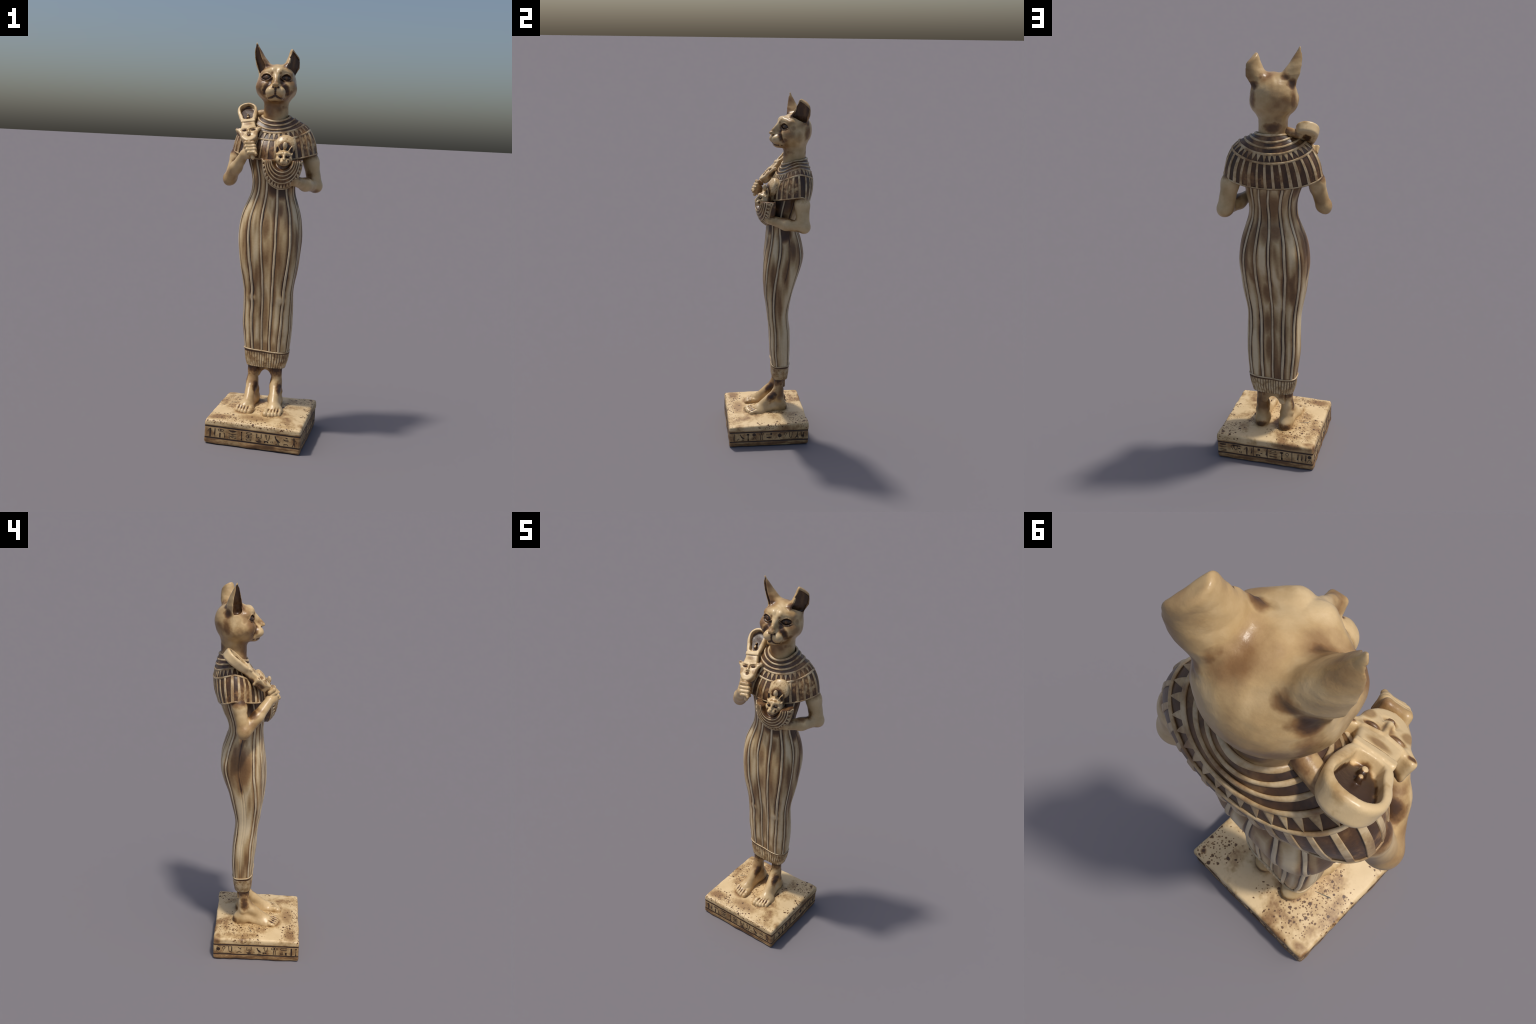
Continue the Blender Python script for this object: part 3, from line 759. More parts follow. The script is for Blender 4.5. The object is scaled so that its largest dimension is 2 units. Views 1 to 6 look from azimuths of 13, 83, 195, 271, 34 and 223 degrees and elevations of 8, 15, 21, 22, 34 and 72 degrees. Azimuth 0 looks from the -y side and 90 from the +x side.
# v, half width, front, back, height at front, side, back, outline power
CAPE = [(0.00, 0.066, 0.062, 0.064, 1.612, 1.640, 1.648, 2.0), (0.07, 0.075, 0.068, 0.074, 1.606, 1.636, 1.641, 2.0), (0.17, 0.098, 0.075, 0.083, 1.582, 1.627, 1.613, 2.0),
        (0.27, 0.122, 0.086, 0.089, 1.562, 1.615, 1.590, 2.05), (0.38, 0.146, 0.098, 0.095, 1.546, 1.602, 1.565, 2.1), (0.54, 0.174, 0.119, 0.101, 1.513, 1.576, 1.530, 2.15),
        (0.75, 0.202, 0.148, 0.098, 1.468, 1.525, 1.475, 2.2), (1.00, 0.218, 0.158, 0.078, 1.414, 1.455, 1.408, 2.25)]
_C = np.array(CAPE)
def cape_raw(v, phi):
    v, phi = np.broadcast_arrays(np.asarray(v, float), np.asarray(phi, float))
    f = np.radians(phi); c, s = np.cos(f), np.sin(f)
    g = [smooth_interp(v, _C[:, 0], _C[:, i]) for i in range(1, 8)]
    n = np.where(s > 0, g[6] - 0.45 * np.clip((v - 0.4) / 0.4, 0, 1) * np.clip(s / 0.3, 0, 1), g[6]); r = (np.abs(c) ** n + np.abs(s) ** n) ** (-1 / n)
    x = g[0] * r * c; y = np.where(s > 0, g[1], g[2]) * r * s
    w = np.abs(s) ** 1.5
    z = g[4] * (1 - w) + np.where(s > 0, g[3], g[5]) * w
    return from_cape(np.stack([x, y, z], -1))

def cape_point(v, phi, out=0.0):
    P = cape_raw(v, phi)
    e = 0.004
    du = cape_raw(np.clip(np.asarray(v) + e, 0, 1), phi) - cape_raw(np.clip(np.asarray(v) - e, 0, 1), phi)
    dp = cape_raw(v, np.asarray(phi) + 0.5) - cape_raw(v, np.asarray(phi) - 0.5)
    N = np.cross(du, dp); N /= np.linalg.norm(N, axis=-1, keepdims=True) + 1e-12
    N *= np.sign((N * np.stack([P[..., 0] - CAPE_O[0], P[..., 1] - CAPE_O[1], np.full(P.shape[:-1], 0.02)], -1)).sum(-1, keepdims=True))
    return P + N * np.asarray(out)[..., None]

def cape_material():
    n = Nodes("dark_cape_ground")
    fine = n.noise(45, 4, 0.65); warm = n.noise(17, 4, 0.6, stretch=(1, 1, 0.4)); rw = n.rough_edge(17)
    s = n.step(warm, 0.32, 0.72, 0.90, 0.46)
    B = []
    for c, r, a in (((0.15, 0.10, 1.50), (0.11, 0.09, 0.07), 0.55), ((-0.20, 0.12, 1.48), (0.06, 0.08, 0.06), 0.5), ((-0.02, 0.02, 1.46), (0.09, 0.06, 0.06), 0.38), ((0.0, 0.25, 1.45), (0.20, 0.05, 0.05), 0.25)):
        B.append(n.blob(c, r, rw, 0.9, a))
    s = n.m("SUBTRACT", s, n.m("MULTIPLY", n.biggest(B), n.step(fine, 0.35, 0.62)))
    s = n.m("ADD", s, n.m("MULTIPLY", n.m("SUBTRACT", n.noise(95, 3, 0.7), 0.5), 0.2), clamp=True)
    return n.finish(s, rough=0.36)
CAPEM = cape_material()
vv = np.linspace(0, 1, 90); pp = np.linspace(0, 360, 360, endpoint=False)
Vg, Pg = np.meshgrid(vv, pp, indexing="ij")
CP = cape_point(Vg, Pg, 0.0012 * wobble(cape_raw(Vg, Pg).astype(F), 35, 5.0))
edge = cape_raw(np.full_like(pp, 1.0), pp)
inw = []
for k, dz in ((0.985, -0.004), (0.95, -0.005), (0.90, 0.0), (0.80, 0.02), (0.55, 0.04)):
    c = V3(CAPE_O[0] + 0.006, CAPE_O[1] - 0.028, 0)
    inw.append(c + (edge - c) * V3(k, k, 1) + V3(0, 0, dz))
CP = np.concatenate([CP, np.stack(inw)])
cape = add("cape", grid_mesh("cape", CP[::-1], close_u=True), CAPEM)

# rings, lower cord, hem cord
for v, r in ((0.055, 0.0062), (0.155, 0.0048), (0.255, 0.0050), (0.37, 0.0056), (0.545, 0.0052), (0.992, 0.0036)):
    a = np.linspace(0, 360, 240, endpoint=False)
    jit = 0.006 * np.sin(np.radians(a * 3 + 90 * v)) * (v < 0.9)
    P = cape_point(v + jit, a, 0.0012)
    N = cape_point(v + jit, a, 1.0012) - P
    add("cape_ring", tube("cape_ring", P, r * (1 + 0.12 * np.sin(np.radians(a * 7 + 50 * v))), closed=True, flat=0.62, normal=N), RELIEF, cape)

def even_angles(v, count):
    a = np.linspace(0, 360, 1441); P = cape_raw(np.full_like(a, v), a)
    L = np.concatenate([[0], np.cumsum(np.linalg.norm(np.diff(P, axis=0), axis=1))])
    return np.interp(np.arange(count) * L[-1] / count, L, a), L[-1]

def slab(name, outline, lift=0.0028):
    """raised flat piece on the cape; outline is rows of (v, phi) points, left to right"""
    O = np.array(outline); n, m = O.shape[:2]
    top = cape_point(O[..., 0], O[..., 1], lift)
    low = cape_point(O[..., 0], O[..., 1], -0.003)
    P = np.concatenate([low[:, :1], top, low[:, -1:]], 1)
    return grid_mesh(name, P)

angs, L = even_angles(0.545, 36)
for i, a in enumerate(angs):
    h = 0.43 * 360 / 36 * (1 + 0.06 * rng.standard_normal()); sk = rng.normal(0, 0.5)
    # angular half-width follows the arc length so that triangles stay equal in size
    e = (cape_raw(0.42, a + 0.5) - cape_raw(0.42, a - 0.5)); h = 0.0088 / (np.linalg.norm(e)) * (1 + 0.08 * rng.standard_normal())
    rows = [[(v, a + sk + u * h * (1 - t)) for u in (-1, -0.5, 0, 0.5, 1)] for t, v in zip(np.linspace(0, 0.97, 6), np.linspace(0.385, 0.525, 6))]
    add("cape_triangle", slab("cape_triangle", rows, 0.0022), RELIEF, cape)
angs, L = even_angles(0.85, 30)
for i, a in enumerate(angs + 4):
    top, bot = [np.linalg.norm(cape_raw(v, a + 0.5) - cape_raw(v, a - 0.5)) for v in (0.56, 0.98)]
    w = 0.0058 * (1 + 0.15 * rng.standard_normal()); lean = rng.normal(0, 0.6)
    rows = [[(v, a + lean * t + u * w * (0.85 + 0.3 * t) / (top + (bot - top) * t)) for u in (-1, -0.8, 0, 0.8, 1)] for t, v in zip(np.linspace(0, 1, 16), np.linspace(0.55, 0.99, 16))]
    add("cape_bar", slab("cape_bar", rows, 0.0028), RELIEF, cape)

# ------------------------------------------------------------------ arms and hands
def left_arm(p):
    d = chain(p, [(0.140, 0.160, 1.500), (0.170, 0.168, 1.41), (0.193, 0.172, 1.300)], (0.037, 0.0385, 0.0365), 0.02)
    d = smin(d, ellipsoid(p, (0.199, 0.178, 1.288), (0.033, 0.031, 0.032)), 0.02)
    d = smin(d, chain(p, [(0.194, 0.165, 1.294), (0.160, 0.080, 1.299), (0.128, 0.008, 1.316)], (0.032, 0.0315, 0.026), 0.02), 0.012)
    d = smin(d, ellipsoid(p, (0.098, -0.016, 1.322), (0.036, 0.022, 0.030)), 0.02)
    for i in range(4):
        t = i / 3
        d = smin(d, cone(p, (0.095, -0.015, 1.300 + 0.040 * t), (0.050, -0.020, 1.300 + 0.040 * t), 0.010, 0.009), 0.006)
    return d + 0.0012 * wobble(p, 40, 6.0)

H0, H1 = V3(-0.1140, -0.032, 1.496), V3(-0.0850, -0.068, 1.430)      # sceptre handle
HW = V3(0.98, 0.17, 0.10); HW /= np.linalg.norm(HW)
HD = (H1 - H0) / np.linalg.norm(H1 - H0); HN = np.cross(HD, HW); HN /= np.linalg.norm(HN)
if HN[1] > 0: HN = -HN
def right_arm(p):
    d = chain(p, [(-0.180, 0.128, 1.50), (-0.207, 0.108, 1.425), (-0.230, 0.086, 1.320)], (0.035, 0.0345, 0.033), 0.02)
    d = smin(d, ellipsoid(p, (-0.237, 0.083, 1.303), (0.030, 0.030, 0.030)), 0.018)
    d = smin(d, ellipsoid(p, (-0.247, 0.084, 1.292), (0.016, 0.018, 0.016)), 0.016)
    d = smin(d, chain(p, [(-0.234, 0.078, 1.309), (-0.188, 0.020, 1.370), (-0.134, -0.036, 1.438)], (0.033, 0.029, 0.0235), 0.02), 0.012)
    palm = H0 + 0.62 * (H1 - H0)
    d = smin(d, ellipsoid(p, palm - 0.016 * HW - 0.006 * HN, (0.020, 0.026, 0.034)), 0.02)
    for i, t in enumerate((0.16, 0.40, 0.64, 0.86)):
        c = H0 + t * (H1 - H0) + 0.017 * HN
        r = (0.0105, 0.0105, 0.0102, 0.009)[i]; wd = (0.018, 0.020, 0.019, 0.015)[i]
        fin = cone(p, c - wd * HW, c + wd * HW, r, r * 0.95)
        fin = smin(fin, cone(p, c + wd * HW, c + (wd + 0.002) * HW - 0.024 * HN, r * 0.95, r * 0.85), 0.004)
        fin = smin(fin, cone(p, c - wd * HW, c - (wd + 0.004) * HW - 0.024 * HN, r, r), 0.004)
        d = smin(d, fin, 0.0025)
    d = smin(d, cone(p, palm + 0.004 * HW + 0.010 * HN, palm + 0.020 * HW + 0.020 * HN + 0.030 * HD, 0.010, 0.0075), 0.004)
    return d + 0.0010 * wobble(p, 50, 7.0)

v, q = surface_nets(left_arm, (0.02, -0.06, 1.235), (0.25, 0.225, 1.545), 0.003)
add_regions(v, q, [("hand", lambda c: c[:, 1] < 0.002), ("arm", None)], ARMM)
v, q = surface_nets(right_arm, (-0.285, -0.12, 1.255), (-0.05, 0.17, 1.545), 0.0026)
wn = V3(0.6, -0.6, 0.5)
add_regions(v, q, [("hand.001", lambda c: (c - V3(-0.137, -0.028, 1.437)) @ wn > 0), ("arm.001", None)], ARMM)

# ------------------------------------------------------------------ sistrum sceptre with a goddess face
SA = V3(-0.243, 0.708, 0.663); SA /= np.linalg.norm(SA)
SW = V3(0.98, 0.17, 0.12); SW -= SA * (SW @ SA); SW /= np.linalg.norm(SW)
SN = np.cross(SW, SA)
S_O = V3(-0.113, -0.041, 1.510)
S_R = np.stack([SW, SA, SN])
to_sis = lambda p: (p - S_O.astype(F)) @ S_R.T.astype(F)
from_sis = lambda q: S_O + np.asarray(q, float) @ S_R
half = [(0.012, -0.002), (0.030, 0.012), (0.043, 0.036), (0.048, 0.062), (0.054, 0.076), (0.065, 0.087), (0.067, 0.098), (0.057, 0.106), (0.041, 0.099),
        (0.038, 0.112), (0.035, 0.134), (0.036, 0.152), (0.043, 0.170), (0.050, 0.205), (0.0525, 0.236), (0.049, 0.258), (0.038, 0.277), (0.022, 0.288), (0.008, 0.291)]
def rounded(pts, k=4):
    """closed outline resampled through its points"""
    P = np.array(pts); n = len(P); out = []
    for i in range(n):
        a, b, c, d = P[i - 1], P[i], P[(i + 1) % n], P[(i + 2) % n]
        for t in np.arange(k) / k:
            out.append(0.5 * (2 * b + (c - a) * t + (2 * a - 5 * b + 4 * c - d) * t**2 + (3 * b - a - 3 * c + d) * t**3))
    return np.array(out)
OUTL = rounded(half + [(-w, s) for w, s in half[::-1]], 3)
hole = [(0.020, 0.163), (0.027, 0.190), (0.035, 0.220), (0.038, 0.240), (0.033, 0.260), (0.014, 0.275)]
HOLE = rounded(hole + [(-w, s) for w, s in hole[::-1]], 3)
def sistrum(p):
    q = to_sis(p); w, s, n = q[..., 0], q[..., 1], q[..., 2]
    d2 = polygon2(w, s, OUTL)
    deep = np.interp(s, [0, 0.10, 0.16, 0.29], [0.046, 0.046, 0.042, 0.048]).astype(F)
    mid = -0.5 * deep
    dome = np.where(s < 0.13, -0.004 * (w / 0.05) ** 2, 0)
    d = smax(d2 + 0.12 * np.clip(-n, 0, None), np.abs(n - mid - dome * 0.5) - deep * 0.5, np.interp(s, [0.1, 0.17], [0.010, 0.013]).astype(F))
    cav = smax(polygon2(w, s, HOLE) + 0.15 * np.clip(-n, 0, None), -(n + 0.022), 0.004)
    d = smax(d, -cav, 0.003)
    aw = np.abs(w); qs = np.stack([aw, s, n], -1)
    d = smin(d, box(qs, (0, 0.146, -0.002), (0.036, 0.009, 0.005), 0.003), 0.002)             # diadem band
    d = smax(d, -cone(qs, (0, 0.134, 0.001), (0.036, 0.134, 0.001), 0.0022, 0.0022), 0.002)
    d = smax(d, -ellipsoid(qs, (0.022, 0.077, 0.001), (0.017, 0.009, 0.007)), 0.004)           # eye hollow
    d = smin(d, ellipsoid(qs, (0.022, 0.076, -0.003), (0.0125, 0.0050, 0.0060)), 0.002)        # eye
    d = smin(d, cone(qs, (0.006, 0.086, 0.0), (0.034, 0.091, -0.002), 0.0030, 0.0030), 0.004)  # brow
    d = smin(d, cone(qs, (0, 0.080, 0.000), (0, 0.054, 0.004), 0.004, 0.006), 0.005)            # nose
    d = smin(d, ellipsoid(qs, (0.004, 0.051, 0.001), (0.007, 0.004, 0.006)), 0.003)
    d = smax(d, -ellipsoid(qs, (0, 0.038, 0.003), (0.016, 0.011, 0.006)), 0.006)
    d = smin(d, ellipsoid(qs, (0, 0.041, -0.001), (0.010, 0.0030, 0.005)), 0.002)               # lips
    d = smin(d, ellipsoid(qs, (0, 0.034, -0.001), (0.008, 0.0030, 0.005)), 0.002)
    d = smax(d, -cone(qs, (0.046, 0.086, 0.001), (0.057, 0.096, 0.001), 0.0035, 0.003), 0.003)  # ear hollow
    d = smin(d, ellipsoid(qs, (0, 0.188, -0.018), (0.008, 0.011, 0.012)), 0.004)                # small serpent in the loop
    d = smin(d, ellipsoid(qs, (0, 0.207, -0.018), (0.006, 0.007, 0.010)), 0.003)
    return d + 0.0008 * wobble(p, 60, 8.0)
def sistrum_material():
    n = Nodes("sceptre_stone")
    fine = n.rough_edge(); q = n.local(S_O, S_R)
    B = []
    def sb(c, r, a, soft=0.6):
        B.append(n.blob(c, r, fine, soft, a, q))
    sb((0, 0.223, -0.026), (0.044, 0.066, 0.025), 0.88, 0.3)
    sb((0, 0.178, -0.020), (0.021, 0.022, 0.018), 0.80, 0.4)
    for s in (-1, 1):
        sb((s * 0.022, 0.075, -0.004), (0.022, 0.012, 0.016), 0.74)
        sb((s * 0.054, 0.095, 0.0), (0.012, 0.008, 0.010), 0.66)
        sb((s * 0.036, 0.050, 0.0), (0.016, 0.022, 0.012), 0.34)
        sb((s * 0.060, 0.050, -0.028), (0.030, 0.060, 0.022), 0.85)
    sb((0, 0.067, 0.0), (0.016, 0.020, 0.010), 0.42)
    sb((0, 0.037, 0.0), (0.017, 0.013, 0.010), 0.60)
    sb((0, 0.120, 0.0), (0.030, 0.016, 0.012), 0.38)
    sb((0, 0.134, 0.0), (0.040, 0.0035, 0.010), 0.75)
    sb((0, 0.100, -0.046), (0.090, 0.120, 0.026), 0.9)
    s = n.biggest(B)
    bump = n.biggest([n.blob((0, 0.188, -0.006), (0.007, 0.010, 0.008), None, 0.4, 1.0, q), n.blob((0, 0.207, -0.008), (0.006, 0.007, 0.008), None, 0.4, 1.0, q)])
    s = n.m("SUBTRACT", s, n.m("MULTIPLY", bump, 0.7), clamp=True)
    s = n.m("MAXIMUM", s, n.step(n.noise(14, 4, 0.6), 0.5, 0.75, 0.0, 0.30))
    s = n.m("ADD", s, n.m("MULTIPLY", n.m("SUBTRACT", n.noise(95, 3, 0.7), 0.5), 0.14), clamp=True)
    return n.finish(s, rough=0.34)
SISM = sistrum_material()
v, q = surface_nets(sistrum, (-0.285, -0.115, 1.44), (-0.03, 0.245, 1.735), 0.0026)
sis = add_regions(v, q, [("sistrum_loop", lambda c: to_sis(c.astype(F))[:, 1] > 0.142), ("sistrum_face", None)], SISM)
v, q = surface_nets(lambda p: smin(cone(p, from_sis((0, 0.015, -0.024)), H0, 0.014, 0.012), cone(p, H0, H1 + 0.008 * HD, 0.012, 0.010), 0.006), (-0.15, -0.11, 1.39), (-0.05, 0.02, 1.56), 0.0026)
add("sistrum_handle", new_mesh("sistrum_handle", v, q), SISM)
v, q = surface_nets(lambda p: cone(p, (-0.140, 0.160, 1.640), (-0.070, 0.150, 1.652), 0.018, 0.021), (-0.20, 0.11, 1.61), (-0.03, 0.19, 1.69), 0.003)
add("support_strut", new_mesh("support_strut", v, q), plain_material("strut_stone", 0.2, 0.7, 9.0))

# ------------------------------------------------------------------ aegis: collar plate, small cat head, sun disc
AE_O, AE_YAW = (0.053, -0.006, 1.395), 12.0
to_ae, from_ae, AE_R = frame_map(AE_O, AE_YAW)
AER = V3(0.100, 0.070, 0.123)
CAT_O, CAT_S = V3(0.065, -0.026, 1.425), 0.405
def aegis(p):
    q = to_ae(p)
    d = ellipsoid(q, (0, 0, 0), AER)
    d = smax(d, -ellipsoid(q, (0, -0.034, 0.0), AER * V3(0.90, 0.86, 0.92)), 0.006)
    d = smax(d, -(q[..., 1] + 0.012), 0.008)
    d = smax(d, q[..., 2] - 0.021 - 0.05 * np.abs(q[..., 0]), 0.006)
    d = smax(d, -ellipsoid(p, CAT_O + V3(0.000, -0.042, -0.004), (0.049, 0.056, 0.049)), 0.010)
    d = smin(d, cone(p, CAT_O + V3(0, 0.010, 0.0), CAT_O + V3(-0.006, 0.006, -0.045), 0.030, 0.036), 0.008)
    return d + 0.0008 * wobble(p, 50, 9.0)
def aegis_material():
    n = Nodes("aegis_ground")
    fine = n.noise(45, 4, 0.65)
    s = n.step(n.noise(26, 4, 0.6), 0.34, 0.68, 0.80, 0.46)
    s = n.m("ADD", s, n.m("MULTIPLY", n.m("SUBTRACT", fine, 0.5), 0.2), clamp=True)
    return n.finish(s, rough=0.36)
v, q = surface_nets(aegis, (-0.07, -0.11, 1.26), (0.18, 0.06, 1.46), 0.0026)
plate = add("aegis_collar", new_mesh("aegis_collar", v, q), aegis_material())
def ae_point(wid, drop, th, out=0.0):
    """point of a collar ring: half width, drop below the cat's head, angle; lies on the plate"""
    wid, drop, th = np.broadcast_arrays(np.asarray(wid, float), np.asarray(drop, float), np.radians(np.asarray(th, float)))
    x = wid * np.cos(th); z = 0.020 - drop * np.sin(th)
    y = AER[1] * np.sqrt(np.clip(1 - (x / AER[0]) ** 2 - (z / AER[2]) ** 2, 0.0, 1))
    q = np.stack([x, y, z], -1)
    nrm = q / AER**2; nrm /= np.linalg.norm(nrm, axis=-1, keepdims=True)
    return from_ae(q + nrm * np.asarray(out)[..., None])
for wid, drop, r, lim in ((0.054, 0.055, 0.0030, 0), (0.064, 0.073, 0.0032, 0), (0.074, 0.091, 0.0034, 0), (0.084, 0.110, 0.0036, 0), (0.0985, 0.1395, 0.0046, 0)):
    th = np.linspace(lim, 180 - lim, 90)
    P = ae_point(wid, drop, th, 0.0006); N = ae_point(wid, drop, th, 1.0006) - P
    add("aegis_ring", tube("aegis_ring", P, r, flat=0.7, normal=N), PALE, plate)
for i, th in enumerate(np.linspace(3, 177, 19)):
    rows = []
    for t in np.linspace(0, 0.96, 5):
        rows.append([(0.0965 - 0.0105 * t, 0.134 - 0.022 * t, th + u * 4.4 * (1 - t)) for u in (-1, -0.5, 0, 0.5, 1)])
    O = np.array(rows)
    top = ae_point(O[..., 0], O[..., 1], O[..., 2], 0.0022); low = ae_point(O[..., 0], O[..., 1], O[..., 2], -0.003)
    add("aegis_triangle", grid_mesh("aegis_triangle", np.concatenate([low[:, :1], top, low[:, -1:]], 1)), PALE, plate)

to_cat, from_cat, CAT_R = frame_map(CAT_O, 11.0)
def cat_head(p):
    q = to_cat(p) / CAT_S
    d = head_core(q.astype(F))
    s = np.stack([np.abs(q[..., 0]), q[..., 1], q[..., 2]], -1).astype(F)
    d = smin(d, ellipsoid(s, EYE_C + V3(0, 0.008, 0), (0.020, 0.012, 0.011)), 0.004)
    ear = cone(s, (0.066, 0.005, 0.070), (0.092, -0.005, 0.160), 0.040, 0.006)
    ear = smax(ear, -cone(s, (0.078, 0.034, 0.082), (0.098, 0.016, 0.150), 0.030, 0.006), 0.006)
    d = smin(d, ear, 0.012)
    return d * CAT_S
def cat_material():
    n = Nodes("small_cat_head_stone")
    fine = n.rough_edge(60, 0.7); q = n.local(CAT_O, CAT_R, fold=True); B = []
    def cb(c, r, a, soft=0.6):
        B.append(n.blob(V3(*c) * CAT_S, V3(*r) * CAT_S, fine, soft, a, q))
    cb((0.046, 0.098, 0.028), (0.040, 0.040, 0.027), 1.0)
    cb((0.054, 0.105, -0.030), (0.016, 0.026, 0.034), 0.7)
    cb((0.010, 0.140, -0.062), (0.030, 0.022, 0.010), 0.8)
    cb((0.088, 0.018, 0.112), (0.026, 0.034, 0.050), 1.0, 0.5)
    cb((0.0, 0.030, -0.100), (0.100, 0.090, 0.030), 0.9)
    cb((0.080, -0.030, 0.0), (0.050, 0.050, 0.100), 0.8)
    cb((0.030, 0.060, 0.090), (0.040, 0.030, 0.020), 0.4)
    s = n.m("MAXIMUM", n.biggest(B), n.step(n.noise(30, 4, 0.6), 0.5, 0.75, 0.05, 0.4))
    return n.finish(s, rough=0.34)
v, q = surface_nets(cat_head, CAT_O - V3(0.055, 0.075, 0.05), CAT_O + V3(0.055, 0.055, 0.075), 0.0016)
add("aegis_cat_head", new_mesh("aegis_cat_head", v, q), cat_material(), plate)

el = math.radians(24); fy = AE_R[1]; fx = AE_R[0]
D_AX = math.cos(el) * fy + math.sin(el) * V3(0, 0, 1); D_UP = np.cross(fx, D_AX) * 1.0
if D_UP[2] < 0: D_UP = -D_UP
D_R = np.stack([fx, D_AX, D_UP]); D_O = V3(0.062, 0.010, 1.496)
def disc(p):
    q = (p - D_O.astype(F)) @ D_R.T.astype(F)
    r = np.hypot(q[..., 0], q[..., 2])
    d = ellipsoid(q, (0, -0.048, 0), (0.080, 0.070, 0.080))
    return smax(smax(d, r - 0.0510, 0.007), -(q[..., 1] + 0.028), 0.008) + 0.0006 * wobble(p, 90, 3.0)
def disc_material():
    n = Nodes("sun_disc_stone")
    fine = n.rough_edge(70); q = n.local(D_O, D_R)
    B = [n.blob((0, 0.020, -0.030), (0.050, 0.06, 0.052), fine, 0.7, 1.0, q), n.blob((0, -0.026, 0), (0.07, 0.026, 0.07), fine, 0.6, 0.9, q)]
    s = n.m("MAXIMUM", n.biggest(B), n.m("ADD", n.step(n.noise(110, 3, 0.6), 0.55, 0.68, 0.0, 0.35), n.step(n.noise(20, 4, 0.6), 0.45, 0.75, 0.0, 0.25)))
    return n.finish(s, rough=0.34)
v, q = surface_nets(disc, D_O - 0.065, D_O + 0.065, 0.0024)
add("sun_disc", new_mesh("sun_disc", v, q), disc_material(), plate)
def uraeus(p):
    d = ellipsoid(p, (0.068, -0.030, 1.491), (0.0115, 0.011, 0.0180))
    return smin(d, cone(p, (0.067, -0.022, 1.484), (0.064, -0.020, 1.462), 0.008, 0.006), 0.006)
v, q = surface_nets(uraeus, (0.045, -0.05, 1.445), (0.09, 0.0, 1.52), 0.0018)
add("serpent_ornament", new_mesh("serpent_ornament", v, q), PALE, plate)

# ------------------------------------------------------------------ plinth
PX0, PX1, PY0, PY1 = -0.224, 0.263, -0.241, 0.221
PCX, PCY, PHX, PHY = 0.5 * (PX0 + PX1), 0.5 * (PY0 + PY1), 0.5 * (PX1 - PX0), 0.5 * (PY1 - PY0)
BAND_LO, BAND_HI = 0.031, 0.090
def plinth_field(p):
    x, y, z = p[..., 0], p[..., 1], p[..., 2]
    u, w = (x - PCX) / PHX, (y - PCY) / PHY
    top = 0.1220 + 0.011 * np.clip(0.5 + 0.5 * w, 0, 1) * np.clip(0.6 + 0.4 * u, 0, 1) + 0.004 * np.exp(-((u - 1) ** 2 + (w - 1) ** 2) / 0.3)
    top = top + 0.019 * np.clip(1 - u * u, 0, 1) ** 0.7 * np.clip(1 - w * w, 0, 1) ** 0.7
    flat = np.exp(-((z - 0.0605) / 0.034) ** 4)                  # inscription band stays flat
    nz = 0.0022 * wobble(p, 24, 1.0) + 0.0016 * wobble(p, 60, 2.0)
    qx = np.abs(x - PCX) - (PHX - 0.010) + nz * (1 - flat); qy = np.abs(y - PCY) - (PHY - 0.010) + nz * (1 - flat)
    qz = np.maximum(z - (top - 0.010), 0.010 - z) + 0.35 * nz
    q = np.stack([qx, qy, qz], -1)
    d = np.linalg.norm(np.maximum(q, 0), axis=-1) + np.minimum(q.max(-1), 0) - 0.010
    side = np.maximum(qx, qy)
    for zl in (BAND_LO, BAND_HI):
        d = np.maximum(d, -(np.hypot(side - 0.0112, z - zl) - 0.0034))
    return d
